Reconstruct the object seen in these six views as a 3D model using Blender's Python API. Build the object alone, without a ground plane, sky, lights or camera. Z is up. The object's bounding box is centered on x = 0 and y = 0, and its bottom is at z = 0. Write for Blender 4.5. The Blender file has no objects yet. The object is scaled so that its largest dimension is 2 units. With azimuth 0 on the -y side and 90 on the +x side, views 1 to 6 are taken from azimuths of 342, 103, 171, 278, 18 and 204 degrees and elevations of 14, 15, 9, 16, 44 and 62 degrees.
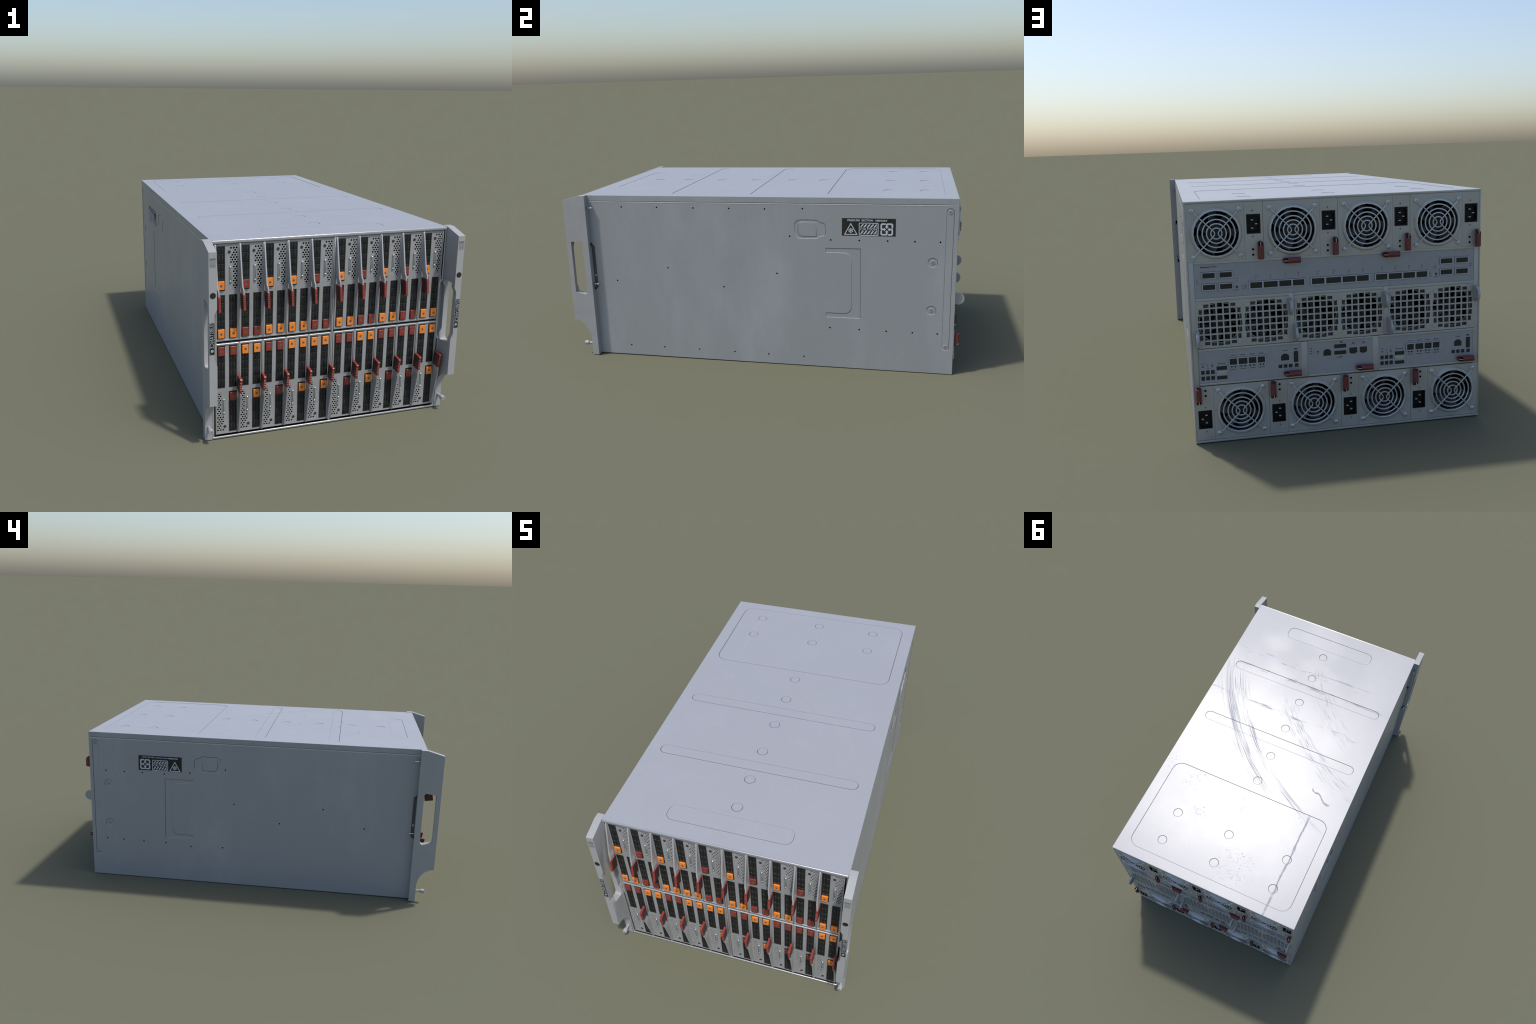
# Rack-mounted blade server enclosure: sheet-metal case, two rack ears, twenty blades
# in two rows (the lower row turned upside down), rear power supplies, fans and I/O.
import bpy, bmesh, math, random
from mathutils import Matrix, Vector

random.seed(11)
R = math.radians
scene = bpy.context.scene

# ------------------------------------------------------------------ dimensions
HX = 0.5345            # half width of the case
YF, YB = -0.9105, 0.9555   # front and back of the case
ZT = 0.8612            # top
ZC = 0.431             # middle height, the two rows mirror about it

# ------------------------------------------------------------------ materials
def nodes_of(mat):
    mat.use_nodes = True
    nt = mat.node_tree
    return nt, nt.nodes, nt.links, nt.nodes["Principled BSDF"]

def N(nt, kind, **kw):
    n = nt.nodes.new(kind)
    for k, v in kw.items():
        if k in n.inputs:
            n.inputs[k].default_value = v
        else:
            setattr(n, k, v)
    return n

def math_node(nt, op, a, b=None, c=None, clamp=False):
    n = nt.nodes.new("ShaderNodeMath")
    n.operation = op
    n.use_clamp = clamp
    for i, v in enumerate((a, b, c)):
        if v is None:
            continue
        if isinstance(v, (int, float)):
            n.inputs[i].default_value = v
        else:
            nt.links.new(v, n.inputs[i])
    return n.outputs[0]

def smooth_mask(nt, val, lo, hi, o0=0.0, o1=1.0):
    n = nt.nodes.new("ShaderNodeMapRange")
    n.interpolation_type = 'SMOOTHSTEP'
    nt.links.new(val, n.inputs[0])
    n.inputs[1].default_value = lo
    n.inputs[2].default_value = hi
    n.inputs[3].default_value = o0
    n.inputs[4].default_value = o1
    return n.outputs[0]

def noise(nt, vec, scale, detail=4.0, rough=0.55, stretch=(1, 1, 1), rot=(0, 0, 0)):
    m = nt.nodes.new("ShaderNodeMapping")
    m.inputs["Scale"].default_value = stretch
    m.inputs["Rotation"].default_value = rot
    nt.links.new(vec, m.inputs[0])
    n = nt.nodes.new("ShaderNodeTexNoise")
    n.inputs["Scale"].default_value = scale
    n.inputs["Detail"].default_value = detail
    n.inputs["Roughness"].default_value = rough
    nt.links.new(m.outputs[0], n.inputs["Vector"])
    return n.outputs["Fac"]

def plain(name, col, metallic=0.0, rough=0.5, spec=0.5, vary=0.10, grain=60.0, rvary=0.12, bump=0.0):
    """One-colour material with soft mottling in tone and gloss."""
    mat = bpy.data.materials.new(name)
    nt, nd, lk, b = nodes_of(mat)
    tc = N(nt, "ShaderNodeTexCoord")
    info = N(nt, "ShaderNodeObjectInfo")
    add = N(nt, "ShaderNodeVectorMath", operation='ADD')
    lk.new(tc.outputs["Object"], add.inputs[0])
    sc = math_node(nt, 'MULTIPLY', info.outputs["Random"], 7.0)
    cmb = N(nt, "ShaderNodeCombineXYZ")
    lk.new(sc, cmb.inputs[0]); lk.new(sc, cmb.inputs[1])
    lk.new(cmb.outputs[0], add.inputs[1])
    v = add.outputs[0]
    f = noise(nt, v, grain, 5.0, 0.6)
    lo = tuple(c * (1 - vary) for c in col)
    hi = tuple(min(1, c * (1 + vary)) for c in col)
    rmp = N(nt, "ShaderNodeValToRGB")
    rmp.color_ramp.elements[0].position = 0.3
    rmp.color_ramp.elements[0].color = (*lo, 1)
    rmp.color_ramp.elements[1].position = 0.7
    rmp.color_ramp.elements[1].color = (*hi, 1)
    lk.new(f, rmp.inputs[0])
    lk.new(rmp.outputs[0], b.inputs["Base Color"])
    b.inputs["Metallic"].default_value = metallic
    b.inputs["Specular IOR Level"].default_value = spec
    lk.new(smooth_mask(nt, f, 0.3, 0.7, rough - rvary / 2, rough + rvary / 2), b.inputs["Roughness"])
    if bump > 0:
        bp = N(nt, "ShaderNodeBump", Strength=bump, Distance=0.0005)
        lk.new(noise(nt, v, grain * 6, 3.0), bp.inputs["Height"])
        lk.new(bp.outputs[0], b.inputs["Normal"])
    return mat

def case_metal(name, col, top=False):
    """Worn painted sheet metal: fine grain, cloudy patches; the cover also carries swept arc scratches, rubs and specks."""
    mat = bpy.data.materials.new(name)
    nt, nd, lk, b = nodes_of(mat)
    tc = N(nt, "ShaderNodeTexCoord")
    v = tc.outputs["Object"]
    cloud = noise(nt, v, 3.2, 5.0, 0.6, stretch=(1, 1, 0.40) if not top else (1, 1, 1))
    fine = noise(nt, v, 240.0, 3.0, 0.7)
    grain = noise(nt, v, 130.0, 3.0, 0.6, stretch=(0.12, 1, 1) if top else (1, 1, 0.06))
    tone = math_node(nt, 'ADD', smooth_mask(nt, cloud, 0.45, 0.78, -0.01, 0.03 if top else 0.15),
                     smooth_mask(nt, fine, 0.3, 0.7, -0.045, 0.045))
    tone = math_node(nt, 'ADD', tone, smooth_mask(nt, grain, 0.3, 0.7, -0.007, 0.007))
    rough = smooth_mask(nt, cloud, 0.35, 0.7, 0.360, 0.335)
    rough = math_node(nt, 'ADD', rough, smooth_mask(nt, grain, 0.3, 0.7, -0.006, 0.006))
    b.inputs["Metallic"].default_value = 0.0
    if top:
        sep = N(nt, "ShaderNodeSeparateXYZ")
        lk.new(v, sep.inputs[0])
        X, Y = sep.outputs[0], sep.outputs[1]
        dx = math_node(nt, 'SUBTRACT', X, -0.95); dy = math_node(nt, 'SUBTRACT', Y, -1.0)
        wob = smooth_mask(nt, noise(nt, v, 3.0, 2.0), 0.2, 0.8, -0.004, 0.004)
        d = math_node(nt, 'ADD', wob, math_node(nt, 'SQRT', math_node(nt, 'ADD', math_node(nt, 'MULTIPLY', dx, dx), math_node(nt, 'MULTIPLY', dy, dy))))
        ang = math_node(nt, 'ARCTAN2', dy, dx)
        def streaks(freq, along, lo, hi, seed):
            cv = N(nt, "ShaderNodeCombineXYZ")
            lk.new(math_node(nt, 'MULTIPLY', d, freq), cv.inputs[0])
            lk.new(math_node(nt, 'MULTIPLY', ang, along), cv.inputs[1])
            cv.inputs[2].default_value = seed
            w = N(nt, "ShaderNodeTexNoise", Scale=1.0, Detail=3.0)
            lk.new(cv.outputs[0], w.inputs["Vector"])
            return smooth_mask(nt, w.outputs["Fac"], lo, hi)
        def band(rad, half, a0, a1):
            m = smooth_mask(nt, math_node(nt, 'ABSOLUTE', math_node(nt, 'SUBTRACT', d, rad)), half * 0.35, half, 1.0, 0.0)
            m = math_node(nt, 'MULTIPLY', m, smooth_mask(nt, ang, a0 - 0.08, a0 + 0.08))
            return math_node(nt, 'MULTIPLY', m, smooth_mask(nt, ang, a1 - 0.12, a1 + 0.12, 1.0, 0.0))
        def times(a, c):
            return math_node(nt, 'MULTIPLY', a, c)
        def most(a, c):
            return math_node(nt, 'MAXIMUM', a, c)
        marks = times(times(streaks(300.0, 4.0, 0.46, 0.63, 0.0), band(1.572, 0.032, 0.42, 0.95)), 0.95)
        marks = most(marks, times(times(streaks(260.0, 7.0, 0.57, 0.66, 3.0), band(1.545, 0.110, 0.40, 0.85)), 0.9))
        marks = most(marks, times(times(streaks(240.0, 6.0, 0.49, 0.62, 9.0), band(1.492, 0.020, 0.55, 1.15)), 0.9))
        marks = most(marks, times(times(streaks(330.0, 11.0, 0.53, 0.67, 5.0), band(1.225, 0.065, 0.62, 1.18)), 0.75))
        marks = most(marks, times(times(streaks(330.0, 10.0, 0.54, 0.69, 7.0), band(1.015, 0.085, 0.40, 0.98)), 0.7))
        # rubs running across the case
        rub = noise(nt, v, 30.0, 5.0, 0.65, stretch=(0.28, 1.7, 1), rot=(0, 0, R(4)))
        for yc, hw, lo in ((-0.545, 0.030, 0.56), (-0.440, 0.022, 0.56), (-0.203, 0.018, 0.54)):
            m = smooth_mask(nt, math_node(nt, 'ABSOLUTE', math_node(nt, 'SUBTRACT', Y, yc)), hw * 0.3, hw, 1.0, 0.0)
            marks = most(marks, times(times(smooth_mask(nt, rub, lo - 0.02, lo + 0.12), m), 0.8))
        # one long straight scrape towards the back and a short crooked gouge
        wv = noise(nt, v, 12.0, 3.0)
        lx = math_node(nt, 'ADD', math_node(nt, 'SUBTRACT', X, -0.358), smooth_mask(nt, wv, 0.2, 0.8, -0.004, 0.004))
        w = smooth_mask(nt, noise(nt, v, 18.0, 3.0), 0.35, 0.65, 0.0040, 0.0070)
        line = math_node(nt, 'LESS_THAN', math_node(nt, 'ABSOLUTE', lx), w)
        line = times(line, smooth_mask(nt, Y, 0.33, 0.40))
        marks = most(marks, times(line, smooth_mask(nt, noise(nt, v, 22.0, 4.0), 0.30, 0.50, 0.25, 0.9)))
        gx = math_node(nt, 'SUBTRACT', X, -0.365); gy = math_node(nt, 'SUBTRACT', Y, 0.219)
        ga = math_node(nt, 'ADD', math_node(nt, 'MULTIPLY', gx, -0.885), math_node(nt, 'MULTIPLY', gy, 0.466))
        gb = math_node(nt, 'ADD', math_node(nt, 'MULTIPLY', gx, 0.466), math_node(nt, 'MULTIPLY', gy, 0.885))
        gb = math_node(nt, 'ADD', gb, smooth_mask(nt, noise(nt, v, 16.0, 2.0), 0.2, 0.8, -0.016, 0.016))
        gouge = times(smooth_mask(nt, math_node(nt, 'ABSOLUTE', gb), 0.004, 0.0065, 1.0, 0.0), smooth_mask(nt, math_node(nt, 'ABSOLUTE', ga), 0.060, 0.074, 1.0, 0.0))
        marks = most(marks, gouge)
        # dried specks in a few patches
        spk = smooth_mask(nt, noise(nt, v, 110.0, 3.0, 0.65), 0.60, 0.66)
        for px, py, pr in ((0.324, 0.397, 0.10), (0.20, 0.56, 0.07), (0.02, 0.45, 0.07), (-0.35, 0.36, 0.07), (0.515, 0.36, 0.07), (-0.12, 0.80, 0.16)):
            ex = math_node(nt, 'SUBTRACT', X, px); ey = math_node(nt, 'SUBTRACT', Y, py)
            dd = math_node(nt, 'SQRT', math_node(nt, 'ADD', times(ex, ex), times(ey, ey)))
            marks = most(marks, times(times(spk, smooth_mask(nt, dd, pr * 0.2, pr, 1.0, 0.0)), 0.8))
        rough = math_node(nt, 'ADD', rough, math_node(nt, 'MULTIPLY', marks, 0.30))
        patch = noise(nt, v, 3.5, 1.0, 0.4, rot=(0, 0, R(20)))
        rough = math_node(nt, 'ADD', rough, times(smooth_mask(nt, Y, -0.70, -0.12, 1.0, 0.0), smooth_mask(nt, patch, 0.40, 0.56, 0.030, 0.095)))
        lk.new(math_node(nt, 'SUBTRACT', 0.57, math_node(nt, 'MULTIPLY', marks, 0.42)), b.inputs["Specular IOR Level"])
    mul = N(nt, "ShaderNodeMix", data_type='RGBA', blend_type='MULTIPLY')
    mul.inputs[0].default_value = 1.0
    mul.inputs[6].default_value = (*col, 1)
    g = math_node(nt, 'ADD', tone, 1.0)
    cmb = N(nt, "ShaderNodeCombineColor")
    for i in range(3):
        lk.new(g, cmb.inputs[i])
    lk.new(cmb.outputs[0], mul.inputs[7])
    lk.new(mul.outputs[2], b.inputs["Base Color"])
    lk.new(rough, b.inputs["Roughness"])
    bp = N(nt, "ShaderNodeBump", Strength=0.06, Distance=0.0005)
    lk.new(fine, bp.inputs["Height"])
    lk.new(bp.outputs[0], b.inputs["Normal"])
    return mat

M_TOP = case_metal("cover_metal", (0.318, 0.327, 0.356), top=True)

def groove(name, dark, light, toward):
    """Pressed-mark wall, shading baked by normal: painted dark one way, pale the other."""
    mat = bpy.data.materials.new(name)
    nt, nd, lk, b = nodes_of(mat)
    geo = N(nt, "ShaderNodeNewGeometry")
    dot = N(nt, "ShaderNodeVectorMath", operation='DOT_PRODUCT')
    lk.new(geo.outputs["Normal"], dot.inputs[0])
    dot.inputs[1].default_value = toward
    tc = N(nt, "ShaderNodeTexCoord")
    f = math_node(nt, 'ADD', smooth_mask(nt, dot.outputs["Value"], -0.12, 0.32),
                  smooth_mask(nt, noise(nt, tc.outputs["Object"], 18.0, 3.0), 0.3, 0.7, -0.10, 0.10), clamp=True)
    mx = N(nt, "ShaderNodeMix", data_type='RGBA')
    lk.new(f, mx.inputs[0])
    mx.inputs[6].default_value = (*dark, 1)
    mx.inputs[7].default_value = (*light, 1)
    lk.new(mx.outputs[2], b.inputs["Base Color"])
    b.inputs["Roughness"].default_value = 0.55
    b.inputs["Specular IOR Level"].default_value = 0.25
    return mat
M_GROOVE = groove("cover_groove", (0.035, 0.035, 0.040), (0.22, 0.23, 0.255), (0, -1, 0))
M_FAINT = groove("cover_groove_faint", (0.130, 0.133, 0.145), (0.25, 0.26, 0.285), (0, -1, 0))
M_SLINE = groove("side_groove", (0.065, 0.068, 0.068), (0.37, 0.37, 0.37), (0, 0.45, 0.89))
M_SIDE = case_metal("case_metal", (0.305, 0.316, 0.324))
M_EAR = plain("ear_paint", (0.335, 0.338, 0.340), metallic=0.0, rough=0.45, vary=0.04, grain=9)
M_PANEL = plain("faceplate_metal", (0.300, 0.304, 0.308), metallic=0.0, rough=0.42, vary=0.06, grain=45)
M_RIM = plain("rim_metal", (0.50, 0.505, 0.52), metallic=0.6, rough=0.30, vary=0.03, grain=12, rvary=0.04)
M_LEVER = plain("lever_metal", (0.37, 0.37, 0.375), metallic=0.15, rough=0.36, vary=0.05, grain=25)
M_REAR = plain("rear_metal", (0.42, 0.42, 0.40), metallic=0.25, rough=0.40, vary=0.05, grain=12)
M_BLUE = plain("io_panel_metal", (0.320, 0.335, 0.365), metallic=0.15, rough=0.4, vary=0.05, grain=30)
M_CAGE = plain("cage_steel", (0.38, 0.40, 0.44), metallic=0.1, rough=0.4, vary=0.06)
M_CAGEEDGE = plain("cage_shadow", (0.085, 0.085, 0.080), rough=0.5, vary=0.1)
M_DARK = plain("drive_plastic", (0.014, 0.0145, 0.015), rough=0.48, vary=0.25, grain=25, rvary=0.2)
M_LEDGE = plain("drive_ledge_painted_glint", (0.075, 0.077, 0.078), rough=0.3, vary=0.2, grain=40)  # paler plastic for small strips modelled as sun glints on cell ledges
M_BLACK = plain("shadow_black", (0.004, 0.004, 0.004), rough=0.8, spec=0.1, vary=0.0)
M_ORANGE = plain("orange_plastic", (0.80, 0.235, 0.030), rough=0.42, vary=0.07, grain=35)
M_RED = plain("red_plastic", (0.225, 0.034, 0.021), rough=0.42, vary=0.08, grain=35)
M_GRIP = plain("red_grip_plastic", (0.235, 0.033, 0.024), rough=0.40, vary=0.10, grain=50)
M_TUBE = plain("red_rubber", (0.145, 0.029, 0.028), rough=0.5, vary=0.12, grain=40)
M_DOT = plain("grey_dot_plastic", (0.10, 0.10, 0.105), rough=0.5, vary=0.05)
M_BROWN = plain("brown_button_plastic", (0.050, 0.024, 0.026), rough=0.55, vary=0.1)
M_ZINC = plain("zinc_steel", (0.58, 0.66, 0.67), metallic=0.95, rough=0.26, vary=0.06)
M_TAB = plain("tab_steel", (0.38, 0.40, 0.42), metallic=0.35, rough=0.36, vary=0.06)
M_PULL = plain("pull_bar_steel", (0.30, 0.325, 0.325), metallic=0.2, rough=0.36, vary=0.06)
M_WIRE = plain("guard_wire_steel", (0.54, 0.57, 0.59), metallic=0.55, rough=0.36, vary=0.05)
M_FAN = plain("fan_plastic", (0.020, 0.023, 0.028), rough=0.45, vary=0.2, grain=20)
M_BLADE = plain("fan_blade_plastic", (0.11, 0.115, 0.125), rough=0.4, vary=0.15, grain=20)
M_FRAME = plain("fan_frame_plastic", (0.125, 0.130, 0.142), rough=0.45, vary=0.15, grain=20)
M_PORT = plain("port_dark", (0.017, 0.015, 0.011), rough=0.6, vary=0.3, grain=40)
M_INLET = plain("inlet_black_plastic", (0.004, 0.0045, 0.006), rough=0.5, spec=0.25, vary=0.1)
M_GRIPSIDE = plain("dark_grip_plastic", (0.060, 0.026, 0.024), rough=0.45, vary=0.1, grain=50)
M_LABEL = plain("label_black", (0.010, 0.009, 0.008), rough=0.6, vary=0.5, grain=22, rvary=0.3)
M_INK = plain("label_white_ink", (0.52, 0.54, 0.58), rough=0.5, vary=0.06)
M_INK2 = plain("strip_grey_ink", (0.34, 0.365, 0.375), rough=0.5, vary=0.08)
M_LIP = plain("lip_metal_lightened", (0.46, 0.465, 0.47), rough=0.35, vary=0.1, grain=30)
M_POCKET = plain("pocket_metal_darkened", (0.10, 0.105, 0.11), rough=0.5, vary=0.1)  # case metal with the hand pocket's shadow put into its colour
M_PRINT = plain("dark_print", (0.025, 0.026, 0.028), rough=0.6, vary=0.1)
M_BADGE = plain("badge_grey", (0.235, 0.24, 0.235), rough=0.5, vary=0.05)
M_BADGE2 = plain("badge_band_grey", (0.15, 0.152, 0.15), rough=0.5, vary=0.05)
M_CREAM = plain("cream_connector", (0.40, 0.42, 0.38), rough=0.5, vary=0.05)

# ------------------------------------------------------------------ geometry helpers
MAP = {'T': lambda u, v, n: Vector((u, v, n)),      # plan view, n = z
       'F': lambda u, v, n: Vector((u, n, v)),      # front / rear, u = x, v = z, n = y
       'S': lambda u, v, n: Vector((n, u, v))}      # side, u = y, v = z, n = x

class Part:
    def __init__(self):
        self.bm = bmesh.new()
        self.mats = []
    def mi(self, m):
        if m not in self.mats:
            self.mats.append(m)
        return self.mats.index(m)
    def take(self, tmp, mat):
        i = self.mi(mat)
        vm = {}
        for v in tmp.verts:
            vm[v] = self.bm.verts.new(v.co)
        for f in tmp.faces:
            try:
                nf = self.bm.faces.new([vm[v] for v in f.verts])
                nf.material_index = i
            except ValueError:
                pass
        tmp.free()
    def box(self, x0, x1, y0, y1, z0, z1, mat, bev=0.0, seg=2):
        t = bmesh.new()
        bmesh.ops.create_cube(t, size=1.0)
        sx, sy, sz = abs(x1 - x0), abs(y1 - y0), abs(z1 - z0)
        for v in t.verts:
            v.co = Vector(((x0 + x1) / 2 + v.co.x * sx, (y0 + y1) / 2 + v.co.y * sy, (z0 + z1) / 2 + v.co.z * sz))
        if bev > 0:
            bmesh.ops.bevel(t, geom=list(t.edges), offset=bev, segments=seg, profile=0.5, affect='EDGES')
        self.take(t, mat)
    def loft(self, rings, mat, caps=True, closed=True):
        """rings: lists of Vectors with equal counts."""
        t = bmesh.new()
        vr = [[t.verts.new(p) for p in r] for r in rings]
        n = len(rings[0])
        for a, b in zip(vr, vr[1:]):
            for i in range(n if closed else n - 1):
                j = (i + 1) % n
                t.faces.new((a[i], a[j], b[j], b[i]))
        if caps:
            t.faces.new(list(reversed(vr[0])))
            t.faces.new(vr[-1])
        bmesh.ops.recalc_face_normals(t, faces=list(t.faces))
        self.take(t, mat)
    def prism(self, pts, n0, n1, plane, mat, cham=0.0):
        """Extrude a 2D outline along the plane's normal, optionally with chamfered rims."""
        f = MAP[plane]
        s = 1 if n1 > n0 else -1
        if cham > 0:
            ins = offset_poly(pts, cham)
            rings = [[f(u, v, n0) for u, v in ins], [f(u, v, n0 + s * cham) for u, v in pts],
                     [f(u, v, n1 - s * cham) for u, v in pts], [f(u, v, n1) for u, v in ins]]
        else:
            rings = [[f(u, v, n0) for u, v in pts], [f(u, v, n1) for u, v in pts]]
        self.loft(rings, mat)
    def plate(self, outlines, n0, n1, plane, mat):
        """Flat sheet with holes: first outline is the edge, the others are cut out."""
        cu = bpy.data.curves.new("tmp", 'CURVE')
        cu.dimensions = '2D'
        cu.fill_mode = 'BOTH'
        cu.extrude = abs(n1 - n0) / 2
        for pts in outlines:
            sp = cu.splines.new('POLY')
            sp.points.add(len(pts) - 1)
            for p, (u, v) in zip(sp.points, pts):
                p.co = (u, v, 0, 1)
            sp.use_cyclic_u = True
        ob = bpy.data.objects.new("tmp", cu)
        scene.collection.objects.link(ob)
        dg = bpy.context.evaluated_depsgraph_get()
        me = bpy.data.meshes.new_from_object(ob.evaluated_get(dg))
        t = bmesh.new()
        t.from_mesh(me)
        bmesh.ops.remove_doubles(t, verts=list(t.verts), dist=1e-6)
        mid = (n0 + n1) / 2
        f = MAP[plane]
        for v in t.verts:
            v.co = f(v.co.x, v.co.y, v.co.z + mid)
        bmesh.ops.recalc_face_normals(t, faces=list(t.faces))
        self.take(t, mat)
        bpy.data.objects.remove(ob)
        bpy.data.curves.remove(cu)
        bpy.data.meshes.remove(me)
    def slope(self, pts, inset, n0, n1, plane, mat):
        """Sloping wall of a pressed recess (or boss): outline at n0 down to its inset at n1."""
        f = MAP[plane]
        ins = offset_poly(pts, inset)
        self.loft([[f(u, v, n0) for u, v in pts], [f(u, v, n1) for u, v in ins]], mat, caps=False)
        return ins
    def cyl(self, u, v, r, n0, n1, plane, mat, seg=20, cham=0.0, r1=None):
        f = MAP[plane]
        def ring(rad, n):
            return [f(u + rad * math.cos(2 * math.pi * i / seg), v + rad * math.sin(2 * math.pi * i / seg), n) for i in range(seg)]
        r1 = r if r1 is None else r1
        s = 1 if n1 > n0 else -1
        if cham > 0:
            rings = [ring(r, n0), ring(r1, n1 - s * cham), ring(r1 - cham, n1)]
        else:
            rings = [ring(r, n0), ring(r1, n1)]
        self.loft(rings, mat)
    def dome(self, u, v, r, n0, h, plane, mat, seg=16, rows=4):
        f = MAP[plane]
        rings = []
        for k in range(rows):
            a = math.pi / 2 * k / rows
            rings.append([f(u + r * math.cos(a) * math.cos(2 * math.pi * i / seg),
                            v + r * math.cos(a) * math.sin(2 * math.pi * i / seg), n0 + h * math.sin(a)) for i in range(seg)])
        self.loft(rings, mat)
    def tube(self, path, r, mat, seg=8, closed=False):
        path = [Vector(p) for p in path]
        n = len(path)
        rings = []
        prev = None
        for i, p in enumerate(path):
            a = path[(i - 1) % n] if (closed or i > 0) else p
            b = path[(i + 1) % n] if (closed or i < n - 1) else p
            t = (b - a).normalized()
            if prev is None:
                x = t.orthogonal().normalized()
            else:
                x = (prev - t * prev.dot(t)).normalized()
            prev = x
            y = t.cross(x)
            rings.append([p + r * (math.cos(2 * math.pi * k / seg) * x + math.sin(2 * math.pi * k / seg) * y) for k in range(seg)])
        if closed:
            t = bmesh.new()
            vr = [[t.verts.new(q) for q in ring] for ring in rings]
            for i in range(n):
                a, b = vr[i], vr[(i + 1) % n]
                for k in range(seg):
                    t.faces.new((a[k], a[(k + 1) % seg], b[(k + 1) % seg], b[k]))
            bmesh.ops.recalc_face_normals(t, faces=list(t.faces))
            self.take(t, mat)
        else:
            self.loft(rings, mat)
    def mesh(self, name, angle=35):
        me = bpy.data.meshes.new(name)
        self.bm.to_mesh(me)
        self.bm.free()
        for m in self.mats:
            me.materials.append(m)
        me.polygons.foreach_set("use_smooth", [True] * len(me.polygons))
        me.set_sharp_from_angle(angle=R(angle))
        me.update()
        return me

def offset_poly(pts, d):
    """Move every edge of an outline inwards by d."""
    n = len(pts)
    area = sum(pts[i][0] * pts[(i + 1) % n][1] - pts[(i + 1) % n][0] * pts[i][1] for i in range(n))
    s = 1 if area > 0 else -1
    out = []
    for i in range(n):
        p0, p1, p2 = Vector(pts[i - 1]), Vector(pts[i]), Vector(pts[(i + 1) % n])
        e0, e1 = (p1 - p0).normalized(), (p2 - p1).normalized()
        n0, n1 = Vector((-e0.y, e0.x)) * s, Vector((-e1.y, e1.x)) * s
        m = (n0 + n1)
        if m.length < 1e-6:
            m = n0
        m.normalize()
        k = d / max(0.4, m.dot(n0))
        out.append((p1.x + m.x * k, p1.y + m.y * k))
    return out

def rect(u0, u1, v0, v1):
    u0, u1 = min(u0, u1), max(u0, u1)
    v0, v1 = min(v0, v1), max(v0, v1)
    return [(u0, v0), (u1, v0), (u1, v1), (u0, v1)]

def rrect(u0, u1, v0, v1, r, seg=5):
    u0, u1 = min(u0, u1), max(u0, u1)
    v0, v1 = min(v0, v1), max(v0, v1)
    pts = []
    for cu, cv, a0 in ((u1 - r, v0 + r, -90), (u1 - r, v1 - r, 0), (u0 + r, v1 - r, 90), (u0 + r, v0 + r, 180)):
        for k in range(seg + 1):
            a = R(a0 + 90 * k / seg)
            pts.append((cu + r * math.cos(a), cv + r * math.sin(a)))
    out = [pts[0]]
    for p in pts[1:]:
        if (Vector(p) - Vector(out[-1])).length > 1e-5:
            out.append(p)
    return out

def ngon(u, v, r, seg=12, a0=0.0):
    return [(u + r * math.cos(2 * math.pi * i / seg + a0), v + r * math.sin(2 * math.pi * i / seg + a0)) for i in range(seg)]

def arc(cu, cv, ru, rv, a0, a1, seg):
    return [(cu + ru * math.cos(R(a0 + (a1 - a0) * k / seg)), cv + rv * math.sin(R(a0 + (a1 - a0) * k / seg))) for k in range(seg + 1)]

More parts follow.
